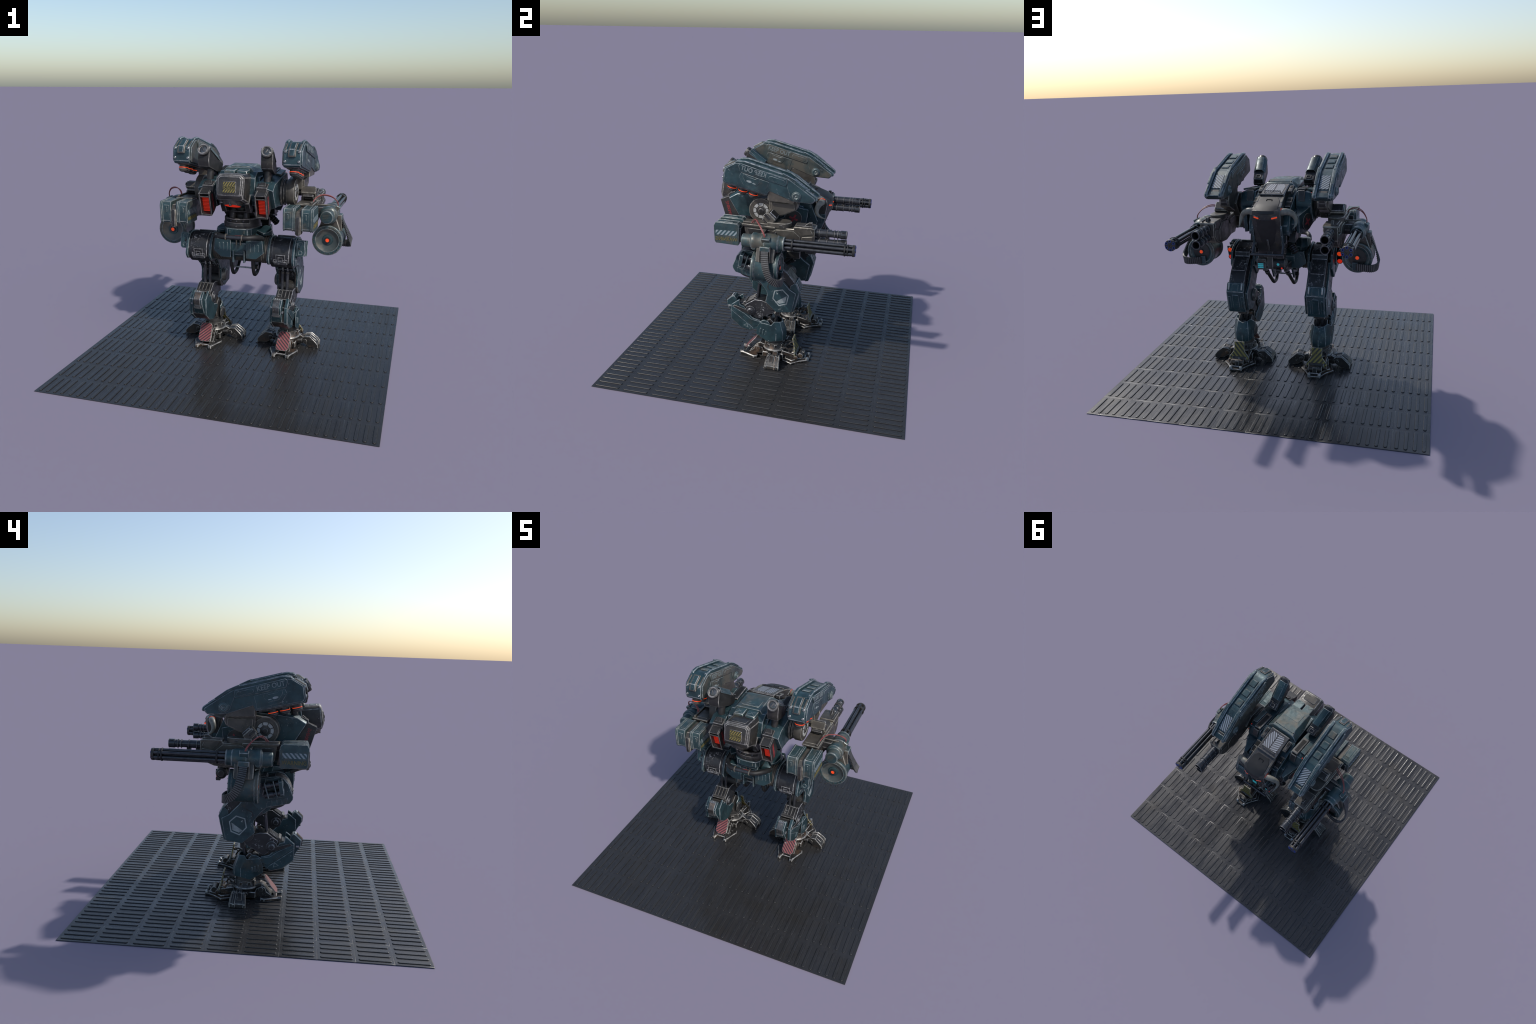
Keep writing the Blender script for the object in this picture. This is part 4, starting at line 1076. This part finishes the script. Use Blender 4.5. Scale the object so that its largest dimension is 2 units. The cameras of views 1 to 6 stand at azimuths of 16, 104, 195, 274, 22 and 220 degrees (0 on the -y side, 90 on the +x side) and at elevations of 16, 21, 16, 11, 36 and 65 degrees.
# ------------------------------------------------------------------ legs
def build_leg(s):
    # hip
    h = Part('hip', robot, s)
    c = Vector((0.20, -0.115, 0.712))
    h.lathe(c, X, [(0, 0.096), (0.145, 0.096)], 'black_armour', 40, 0.002)
    # curved shell of the hip with a stencilled hatch
    arc = circle(0.1035, 13, -0.115, 0.712, math.radians(88), math.radians(118), True)
    inner = circle(0.094, 13, -0.115, 0.712, math.radians(88), math.radians(118), True)[::-1]
    h.prism(arc + inner, 0.216, 0.326, 'black_armour', 0.0025)
    h.box((0.272, -0.198, 0.668), (0.086, 0.034, 0.018), 'black_armour', 0.003)
    h.box((0.272, -0.213, 0.700), (0.060, 0.012, 0.050), 'black_armour', 0.002, rot=(0.25, 0, 0))
    h.slotring((0.272, -0.2205, 0.702), X, Vector((0, -0.25, 1)), Vector((0, -1, -0.25)), 0.058, 0.048, 0.003, 0.0015, 'black_armour_worn_edge')
    h.slotring((0.272, -0.2230, 0.694), X, Vector((0, -0.25, 1)), Vector((0, -1, -0.25)), 0.030, 0.030, 0.003, 0.0015, 'black_armour_worn_edge')
    h.slotring((0.272, -0.2135, 0.681), X, Vector((0, -0.25, 1)), Vector((0, -1, -0.25)), 0.090, 0.022, 0.003, 0.0025, 'black_armour_worn_edge')
    for x0, x1 in ((0.184, 0.200), (0.342, 0.358)):
        rim = [(-0.02, 0.800), (-0.075, 0.812), (-0.125, 0.819), (-0.165, 0.808), (-0.198, 0.772), (-0.228, 0.695), (-0.226, 0.678), (-0.208, 0.652), (-0.075, 0.622), (-0.02, 0.60), (0.05, 0.68), (0.03, 0.77)]
        h.prism(rim, x0, x1, 'teal_paint', 0.003)
    hip = h.done()
    h = Part('hip_grille', hip, s)
    for i in range(4):
        q0 = -0.195 + i * 0.032
        h.prism([(q0, 0.690 - i * 0.0075), (q0 + 0.028, 0.683 - i * 0.0075), (q0 + 0.034, 0.644 - i * 0.007), (q0 + 0.006, 0.651 - i * 0.007)], 0.356, 0.362, 'teal_paint', 0.0015)
    h.done()
    # marker lamp box on the outer flank
    l = Part('marker_lamp', hip, s)
    l.prism([(-0.055, 0.80), (-0.135, 0.815), (-0.165, 0.79), (-0.175, 0.715), (-0.155, 0.690), (-0.06, 0.675), (-0.04, 0.70)], 0.356, 0.368, 'teal_paint', 0.0025)
    back = [(-0.030, -0.040), (-0.020, -0.052), (0.020, -0.052), (0.030, -0.040), (0.030, 0.040), (0.020, 0.052), (-0.020, 0.052), (-0.030, 0.040)]
    l.ext(back, (0.384, -0.166, 0.760), X, Vector((0, 0.18, 1)).normalized(), Vector((0, 0.024, -0.004)), 'teal_paint', 0.0025)
    for dz in (0.027, -0.027):
        l.lathe((0.386, -0.165 + dz * 0.2, 0.760 + dz), (0, -1, 0.18), [(0, 0.014), (0.002, 0.014), (0.002, 0.0115), (0.0, 0.0105)], 'teal_paint', 18, 0.001)
    l.bolt((0.380, -0.167, 0.760), -Y, 0.006, 0.003, 'dark_metal')
    for dz in (0.0, -0.055):
        a, b = Vector((0.388, -0.150 - dz * 0.3 * -1, 0.785 + dz)), Vector((0.388, -0.047 + dz * 0.25, 0.760 + dz))
        d = (b - a).normalized()
        L = (b - a).length
        l.lathe(a, d, [(0, 0.014), (0.003, 0.019), (0.035, 0.019), (0.038, 0.016), (0.058, 0.016), (0.061, 0.020), (L, 0.020)], 'gun_steel', 20, 0.001)
        l.lathe(b, d, [(-0.002, 0.0168), (0.003, 0.0168), (0.0045, 0.010)], 'orange_light' if dz == 0 else 'red_light', 18)
        l.lathe_closed(b, d, [(-0.010, 0.0165), (-0.010, 0.020), (0.006, 0.0195), (0.006, 0.0172)], 'gun_steel', 20)
    for q in (0.32, 0.80):
        m = Vector((0.402, -0.152 + 0.107 * q, 0.786 - 0.027 * q - 0.0275))
        l.box(m, (0.022, 0.007, 0.100), 'teal_paint', 0.002, rot=(-0.30, 0, 0))
    l.done()

    # thigh
    t = Part('thigh', robot, s)
    core = [(-0.06, 0.812), (0.0, 0.798), (0.044, 0.772), (0.050, 0.744), (0.152, 0.662), (0.200, 0.600), (0.205, 0.545), (0.17, 0.42), (0.06, 0.42), (0.03, 0.52), (0.0, 0.58), (-0.06, 0.64), (-0.09, 0.76)]
    t.prism(core, 0.216, 0.323, 'black_armour', 0.0025)
    fn = Vector((0, 0.627, 0.779))
    t.panel((0.27, 0.101, 0.703), X, Vector((0, 0.779, -0.627)), fn, 0.090, 0.110, 0.002, 'black_armour', 0.0015)
    plate = [(0.212, 0.533), (0.186, 0.394), (0.172, 0.388), (0.078, 0.376), (0.0, 0.448), (0.012, 0.505), (0.007, 0.530), (-0.033, 0.582), (-0.076, 0.624), (-0.066, 0.662), (-0.05, 0.72), (0.045, 0.72), (0.075, 0.668), (0.104, 0.626), (0.152, 0.575), (0.165, 0.560)]
    t.prism(plate, 0.326, 0.342, 'teal_paint', 0.003)
    t.prism([(y + 0.004, z - 0.004) for y, z in plate], 0.318, 0.327, 'dark_metal', 0.001)
    # hexagonal badge
    hexa = [(0.120, 0.556), (0.164, 0.514), (0.152, 0.448), (0.096, 0.428), (0.050, 0.480), (0.062, 0.540)]
    cx, cz = sum(p[0] for p in hexa) / 6, sum(p[1] for p in hexa) / 6
    for i in range(6):
        a, b = hexa[i], hexa[(i + 1) % 6]
        k = lambda p, f: (cx + (p[0] - cx) * f, cz + (p[1] - cz) * f)
        t.prism([a, b, k(b, 0.87), k(a, 0.87)], 0.3405, 0.3432, 'pale_mark', 0)
    k = lambda p, f: (cx + (p[0] - cx) * f, cz + (p[1] - cz) * f)
    t.prism([k(hexa[1], 0.72), k(hexa[2], 0.74), k(hexa[3], 0.74), k((0.066, 0.447), 0.72)], 0.3405, 0.3428, 'pale_mark', 0)
    t.prism([(0.076, 0.530), (0.090, 0.520), (0.081, 0.512)], 0.3405, 0.3428, 'pale_mark', 0)
    t.prism([(0.058, 0.600), (0.020, 0.585), (0.012, 0.560), (0.024, 0.540), (0.028, 0.541), (0.017, 0.561), (0.024, 0.581), (0.060, 0.596)], 0.3405, 0.3435, 'dark_metal', 0)
    # inner plate and boss
    inner = [(0.205, 0.53), (0.180, 0.40), (0.08, 0.385), (0.01, 0.45), (0.010, 0.52), (-0.04, 0.585), (-0.08, 0.63), (-0.05, 0.72), (0.045, 0.72), (0.080, 0.65), (0.150, 0.570)]
    t.prism(inner, 0.195, 0.210, 'teal_paint', 0.003)
    t.prism(inner, 0.209, 0.218, 'dark_metal', 0.001)
    t.lathe((0.196, 0.060, 0.473), -X, [(0, 0.046), (0.006, 0.046), (0.009, 0.041), (0.016, 0.041), (0.019, 0.034), (0.022, 0.032), (0.022, 0.015)], 'dark_metal', 32, 0.0015)
    t.cyl((0.20, 0.05, 0.435), (0.34, 0.05, 0.435), 0.045, 'dark_metal', 28)
    thigh = t.done()
    # ribs behind the thigh
    r = Part('hydraulic_ram', thigh, s)
    for x in (0.252, 0.284):
        r.cyl((x, -0.085, 0.665), (x, -0.045, 0.545), 0.0060, 'bright_steel', 14)
        r.cyl((x, -0.055, 0.570), (x, -0.070, 0.440), 0.0098, 'gun_steel', 16)
        r.lathe((x, -0.056, 0.565), (0, -0.1, -1), [(0, 0.0118), (0.012, 0.0118)], 'dark_metal', 16, 0.001)
    r.prism([(-0.13, 0.64), (-0.03, 0.66), (0.0, 0.58), (-0.025, 0.555), (-0.07, 0.585)], 0.212, 0.222, 'teal_paint', 0.002)
    r.prism([(-0.13, 0.64), (-0.03, 0.66), (0.0, 0.58), (-0.025, 0.555), (-0.07, 0.585)], 0.318, 0.328, 'teal_paint', 0.002)
    r.cyl((0.20, -0.03, 0.575), (0.33, -0.03, 0.575), 0.014, 'gun_steel', 16)
    r.done()
    # knee guard
    g = Part('knee_guard', thigh, s)
    prof = [(0.196, 0.603), (0.208, 0.600), (0.233, 0.545), (0.196, 0.390), (0.17, 0.385), (0.16, 0.42), (0.17, 0.58)]
    g.prism(prof, 0.213, 0.332, 'teal_paint', 0.0025)
    d1 = Vector((0, 0.025, -0.055)).normalized()
    n1 = Vector((0, 0.055, 0.025)).normalized()
    d2 = Vector((0, -0.037, -0.155)).normalized()
    n2 = Vector((0, 0.155, -0.037)).normalized()
    g.panel((0.2725, 0.2155, 0.468), X, d2, n2, 0.044, 0.115, 0.003, 'teal_paint', 0.002)
    for x in (0.228, 0.317):
        g.panel((x, 0.213, 0.462), X, d2, n2, 0.018, 0.10, 0.002, 'teal_paint', 0.0015)
        g.lathe((x, 0.207, 0.598), d1, [(0, 0.007), (0.04, 0.007), (0.046, 0.004)], 'bright_steel', 12)
        g.bolt((x, 0.204, 0.603), Z, 0.005, 0.004)
    g.panel((0.2725, 0.222, 0.571), X, d1, n1, 0.046, 0.050, 0.004, 'teal_paint', 0.002)
    g.done()

    # shin: swept back, with a dark knee link
    k = Part('shin', robot, s)
    link = [(-0.148, 0.399), (-0.079, 0.447), (-0.03, 0.447), (0.035, 0.425), (0.07, 0.40), (0.06, 0.365), (0.0, 0.335), (-0.06, 0.30), (-0.13, 0.36)]
    k.prism(link, 0.222, 0.328, 'black_armour', 0.0025)
    armour = [(-0.190, 0.432), (-0.203, 0.425), (-0.250, 0.388), (-0.250, 0.280), (-0.182, 0.222), (-0.110, 0.201), (-0.045, 0.235), (-0.020, 0.270), (-0.047, 0.294), (-0.092, 0.304), (-0.13, 0.345), (-0.155, 0.385), (-0.185, 0.395)]
    for x0, x1 in ((0.214, 0.228), (0.308, 0.330)):
        k.prism(armour, x0, x1, 'teal_paint', 0.003)
    k.prism([(-0.235, 0.385), (-0.245, 0.285), (-0.18, 0.226), (-0.11, 0.207), (-0.02, 0.25), (-0.03, 0.34), (-0.12, 0.36), (-0.17, 0.40)], 0.224, 0.310, 'dark_metal', 0.003)
    # lower wedge panel and upper band on the outside
    k.prism([(-0.248, 0.352), (-0.248, 0.284), (-0.18, 0.227), (-0.112, 0.205), (-0.085, 0.222), (-0.09, 0.232)], 0.328, 0.334, 'teal_paint', 0.002)
    k.prism([(-0.247, 0.386), (-0.247, 0.362), (-0.09, 0.243), (-0.045, 0.255), (-0.03, 0.275), (-0.05, 0.288), (-0.10, 0.298), (-0.15, 0.335)], 0.328, 0.336, 'teal_paint', 0.002)
    k.prism([(-0.222, 0.392), (-0.236, 0.380), (-0.135, 0.338), (-0.118, 0.350), (-0.130, 0.364)], 0.330, 0.338, 'dark_metal', 0.0015)
    k.prism([(-0.158, 0.243), (-0.128, 0.262), (-0.122, 0.228)], 0.333, 0.3348, 'faded_mark', 0)
    k.prism([(-0.152, 0.243), (-0.131, 0.256), (-0.127, 0.233)], 0.334, 0.3352, 'teal_paint', 0)
    for x, d in ((0.329, 1), (0.219, -1)):
        k.lathe((x, -0.108, 0.362), (d, 0, 0), [(0, 0.036), (0.006, 0.036), (0.008, 0.032), (0.008, 0.018), (0.016, 0.016), (0.018, 0.012), (0.018, 0.006)], 'black_armour', 28, 0.0012)
    k.prism([(-0.165, 0.22), (-0.10, 0.203), (-0.05, 0.232), (-0.06, 0.25), (-0.15, 0.25)], 0.224, 0.310, 'teal_paint', 0.002)
    # rear fins on top of the link
    for i in range(4):
        k.prism([(-0.145, 0.415), (-0.09, 0.452), (-0.075, 0.448), (-0.13, 0.405)], 0.232 + i * 0.024, 0.240 + i * 0.024, 'dark_metal', 0.0015)
    k.box((0.27, -0.15, 0.405), (0.094, 0.02, 0.03), 'dark_metal', 0.003, rot=(0.5, 0, 0))
    # ankle fork and lower pistons
    k.prism([(-0.03, 0.27), (0.03, 0.31), (0.07, 0.27), (0.075, 0.20), (0.03, 0.15), (-0.02, 0.18)], 0.222, 0.318, 'dark_metal', 0.003)
    k.cyl((0.255, 0.085, 0.39), (0.255, 0.055, 0.26), 0.010, 'gun_steel', 14)
    k.cyl((0.285, 0.085, 0.39), (0.285, 0.055, 0.26), 0.010, 'gun_steel', 14)
    k.box((0.27, 0.08, 0.355), (0.075, 0.03, 0.04), 'dark_metal', 0.003)
    k.cyl((0.30, 0.020, 0.325), (0.30, 0.030, 0.27), 0.012, 'muddy_steel', 14)
    k.cyl((0.24, 0.010, 0.325), (0.24, 0.020, 0.27), 0.012, 'muddy_steel', 14)
    shin = k.done()
    # exhaust box on the calf
    e = Part('calf_exhaust', shin, s)
    eprof = [(-0.237, 0.441), (-0.250, 0.440), (-0.292, 0.402), (-0.288, 0.365), (-0.258, 0.312), (-0.245, 0.285), (-0.225, 0.29), (-0.22, 0.42)]
    e.prism(eprof, 0.228, 0.296, 'teal_paint', 0.003)
    e.prism([(-0.245, 0.443), (-0.254, 0.443), (-0.297, 0.402), (-0.292, 0.366), (-0.268, 0.325), (-0.26, 0.33), (-0.28, 0.37), (-0.284, 0.40)], 0.240, 0.284, 'bright_steel', 0.002)
    for i in range(6):
        x = 0.2445 + i * 0.0070
        e.prism([(-0.262, 0.4405), (-0.300, 0.403), (-0.295, 0.366), (-0.285, 0.37), (-0.26, 0.43)], x, x + 0.0032, 'muddy_steel', 0)
    for i in range(3):
        e.bolt((0.25 + i * 0.012, -0.2475, 0.4425), (0, -0.3, 1), 0.004, 0.004)
    e.box((0.262, -0.277, 0.345), (0.05, 0.012, 0.018), 'dark_metal', 0.002, rot=(-0.45, 0, 0))
    e.box((0.302, -0.268, 0.365), (0.010, 0.02, 0.012), 'bright_steel', 0.001)
    e.done()

    # ankle guard: faceted shell wrapped round the front
    a = Part('ankle_guard', robot, s)
    # plan points from outer rear, round the front, to inner rear: x, y, z low, z high
    plan = [(0.344, -0.060, 0.190, 0.245), (0.344, -0.037, 0.176, 0.284), (0.346, 0.020, 0.140, 0.279), (0.346, 0.046, 0.144, 0.274), (0.344, 0.080, 0.152, 0.292), (0.318, 0.122, 0.148, 0.288), (0.270, 0.138, 0.140, 0.276), (0.228, 0.126, 0.146, 0.288),
            (0.206, 0.090, 0.158, 0.292), (0.204, 0.050, 0.165, 0.27), (0.206, 0.015, 0.18, 0.25)]
    cxy = Vector((0.272, 0.02))
    loops = []
    for x, y, z0, z1 in plan:
        o = Vector((x, y))
        i = o + (cxy - o).normalized() * 0.010
        m = o + (o - cxy).normalized() * 0.0025
        zm = 0.5 * z0 + 0.5 * z1 - 0.01
        up = o + (cxy - o).normalized() * (0.026 if y > 0.07 else 0.0)
        upi = up + (cxy - o).normalized() * 0.009
        loops.append([(o.x, o.y, z0), (m.x, m.y, zm), (up.x, up.y, z1), (upi.x, upi.y, z1), (i.x, i.y, zm), (i.x, i.y, z0)])
    a.loft(loops, 'teal_paint', 0.0022, sharp=24)
    for i in range(3):
        y, z = -0.030 + i * 0.019, 0.222 - i * 0.007
        a.ext([(c, v) for c, v in stadium(0.046 - 0.004 * i, 0.011)], (0.3445, y, z), Y, Vector((0, 0.12, 1)), (0.0055, 0, 0), 'teal_paint', 0.0014)
    a.prism([(-0.045, 0.285), (-0.01, 0.305), (0.02, 0.298), (0.035, 0.28), (0.03, 0.272), (-0.035, 0.27)], 0.325, 0.341, 'teal_paint', 0.002)
    a.lathe((0.206, 0.035, 0.20), -X, [(0, 0.040), (0.006, 0.040), (0.008, 0.034), (0.011, 0.030), (0.011, 0.016)], 'dark_metal', 26, 0.0012)
    a.done()

    # foot
    f = Part('foot', robot, s)
    c = Vector((0.27, 0.058, 0))
    g0 = GROUND
    f.lathe(c + Z * 0.118, Z, [(0, 0.062), (0.05, 0.056), (0.075, 0.045), (0.10, 0.038)], 'dark_metal', 30, 0.002)
    f.lathe(c + Z * 0.048, Z, [(0, 0.070), (0.012, 0.080), (0.026, 0.084), (0.032, 0.084), (0.034, 0.078), (0.060, 0.066), (0.075, 0.062)], 'muddy_steel', 36, 0.0018)
    for i in range(8):
        an = 2 * math.pi * i / 8 + 0.3
        f.box(c + Vector((0.064 * math.cos(an), 0.064 * math.sin(an), 0.100)), (0.014, 0.022, 0.034), 'muddy_steel', 0.002, rot=(0, 0, an))
    f.box((0.27, 0.058, 0.034), (0.135, 0.15, 0.040), 'muddy_steel', 0.004)
    foot = f.done()

    # front toe: chequered base, motor and upright hazard board
    p = Part('front_toe', foot, s)
    base = [(0.188, 0.130), (0.160, 0.190), (0.205, 0.250), (0.224, 0.286), (0.228, 0.312), (0.312, 0.312), (0.322, 0.286), (0.340, 0.250), (0.385, 0.200), (0.355, 0.130)]
    p.ext(base, (0, 0, g0), X, Y, (0, 0, 0.014), 'muddy_steel', 0.003)
    p.ext([(0.27 + (x - 0.27) * 0.8, 0.2 + (y - 0.2) * 0.75) for x, y in base], (0, 0, g0 + 0.013), X, Y, (0, 0, 0.010), 'muddy_steel', 0.003)
    p.box((0.27, 0.160, 0.045), (0.10, 0.075, 0.045), 'muddy_steel', 0.005)
    p.cyl((0.218, 0.205, 0.048), (0.322, 0.205, 0.048), 0.026, 'muddy_steel', 22, bevel=0.003)
    p.cyl((0.226, 0.252, 0.045), (0.316, 0.252, 0.045), 0.020, 'muddy_steel', 20, bevel=0.002)
    p.box((0.27, 0.262, 0.044), (0.030, 0.030, 0.040), 'dark_metal', 0.003)
    for x in (0.236, 0.306):
        p.lathe((x, 0.299, g0 + 0.010), Z, [(0, 0.012), (0.010, 0.0125), (0.018, 0.010), (0.022, 0.004)], 'bright_steel', 16)
    for sg in (-1, 1):
        x = 0.27 + sg * 0.054
        p.box((x, 0.165, 0.055), (0.016, 0.09, 0.03), 'muddy_steel', 0.003, rot=(-0.2, 0, 0))
        p.tube([(x, 0.105, 0.088), (x, 0.135, 0.102), (x, 0.165, 0.092), (x, 0.185, 0.062)], 0.006, 'muddy_steel', 8)
        p.lathe((0.27 + sg * 0.070, 0.226, 0.042), X * sg, [(-0.01, 0.014), (0.004, 0.014), (0.006, 0.009)], 'muddy_steel', 16, 0.001)
    p.tube([(0.27, 0.12, 0.10), (0.27, 0.16, 0.130), (0.27, 0.195, 0.120)], 0.006, 'dark_metal', 8)
    p.done()
    hb = Part('hazard_board', foot, s)
    lean = Vector((0, -0.20, 1)).normalized()
    out = [(0.036, 0.145), (0.036, 0.095), (0.040, 0.078), (0.070, 0.038), (0.070, 0.010), (0.036, 0.004), (0.030, 0.020), (-0.030, 0.020), (-0.036, 0.004), (-0.070, 0.010), (-0.070, 0.038), (-0.040, 0.078), (-0.036, 0.095), (-0.036, 0.145)]
    hb.ext(out, (0.272, 0.226, 0.030), X, lean, (0, -0.009, -0.002), 'yellow_hazard', 0.0018, edge='muddy_steel_worn_edge')
    hb.tube([(0.272, 0.205, 0.135), (0.272, 0.17, 0.115), (0.272, 0.14, 0.085)], 0.005, 'muddy_steel', 8)
    hb.done()

    # side toes
    for sg in (1, -1):
        q = Part('side_toe', foot, s)
        mx = lambda v: 0.27 + sg * v
        arm_p = [(0.050, 0.020), (0.050, 0.062), (0.085, 0.078), (0.125, 0.060), (0.128, 0.025), (0.09, 0.014)]
        q.ext([(mx(a), b) for a, b in arm_p], (0, 0.058, 0), X, Z, (0, 0.052, 0), 'muddy_steel', 0.003)
        claw = [(0.100, 0.062), (0.118, 0.078), (0.156, 0.084), (0.196, 0.052), (0.214, 0.030), (0.214, g0), (0.150, g0), (0.132, 0.018), (0.105, 0.034)]
        for y0, y1 in ((0.030, 0.048), (0.098, 0.116), (0.128, 0.138)):
            q.ext([(mx(a), b) for a, b in claw], (0, y0, 0), X, Z, (0, y1 - y0, 0), 'muddy_steel', 0.0028)
        q.ext([(mx(0.156 + (a - 0.156) * 0.93), (0.042 + (b - 0.042) * 0.88) if b > g0 + 0.001 else g0) for a, b in claw], (0, 0.036, 0), X, Z, (0, 0.098, 0), 'dark_metal', 0.003)
        q.ext([(mx(a), b) for a, b in [(0.150, 0.084), (0.158, 0.0845), (0.200, 0.053), (0.194, 0.046), (0.155, 0.074)]], (0, 0.055, 0), X, Z, (0, 0.035, 0), 'muddy_steel', 0.002)
        for y, d in ((0.138, 1), (0.030, -1)):
            q.lathe((mx(0.122), y, 0.046), (0, d, 0), [(-0.004, 0.015), (0.003, 0.015), (0.005, 0.009)], 'muddy_steel', 18, 0.001)
        for v in q.bm.verts:      # each toe spreads towards its tip
            k = min(1, max(0, (abs(v.co.x - 0.27) - 0.10) / 0.114))
            v.co.y = 0.082 + (v.co.y - 0.082) * (0.66 + 0.32 * k)
        q.cyl((mx(0.06), 0.035, 0.052), (mx(0.10), 0.045, 0.052), 0.014, 'muddy_steel', 14)
        q.done()

    # heel: forked prongs and the tilted red board
    r = Part('heel', foot, s)
    r.prism([(0.0, 0.025), (0.0, 0.090), (-0.045, 0.105), (-0.068, 0.090), (-0.100, 0.050), (-0.120, 0.030), (-0.10, 0.016)], 0.240, 0.300, 'muddy_steel', 0.003)
    for sg in (-1, 1):
        x = 0.27 + sg * 0.042
        r.prism([(-0.01, 0.030), (-0.02, 0.070), (-0.055, 0.092), (-0.075, 0.080), (-0.085, 0.055), (-0.12, 0.030), (-0.08, 0.016)], x - 0.007, x + 0.007, 'muddy_steel', 0.002)
        pr = [(0.27 + sg * 0.020, -0.120), (0.27 + sg * 0.036, -0.186), (0.27 + sg * 0.058, -0.186), (0.27 + sg * 0.062, -0.160), (0.27 + sg * 0.098, -0.075), (0.27 + sg * 0.090, -0.050), (0.27 + sg * 0.06, -0.050), (0.27 + sg * 0.03, -0.080)]
        r.ext(pr, (0, 0, g0), X, Y, (0, 0, 0.021), 'muddy_steel', 0.0045)
        r.cyl((x - sg * 0.012, -0.050, 0.072), (x + sg * 0.018, -0.050, 0.072), 0.016, 'muddy_steel', 16)
        r.box((0.27 + sg * 0.047, -0.172, g0 + 0.014), (0.020, 0.026, 0.024), 'muddy_steel', 0.003)
    r.box((0.27, -0.140, g0 + 0.010), (0.06, 0.024, 0.016), 'muddy_steel', 0.003)
    r.done()
    b = Part('heel_board', foot, s)
    lo, hi = Vector((0.273, -0.150, 0.044)), Vector((0.278, -0.066, 0.146))
    v = (hi - lo)
    hgt = v.length
    v.normalize()
    n = X.cross(v)
    w2, k2 = 0.045, 0.016
    poly = [(-w2 + k2, 0), (w2 - k2, 0), (w2, k2 * 1.2), (w2 - 0.003, hgt - k2), (w2 - k2, hgt), (-w2 + k2, hgt), (-w2 + 0.003, hgt - k2), (-w2, k2 * 1.2)]
    b.ext(poly, lo, X, v, -n * 0.006 if n.y > 0 else n * 0.006, 'red_hazard', 0.0018, edge='muddy_steel_worn_edge')
    b.cyl((0.262, -0.058, 0.146), (0.292, -0.058, 0.146), 0.011, 'muddy_steel', 16)
    b.done()


for side in (1, -1):
    build_shoulder(side)
    build_pod(side)
    build_arm(side)
    build_leg(side)

bpy.context.view_layer.update()
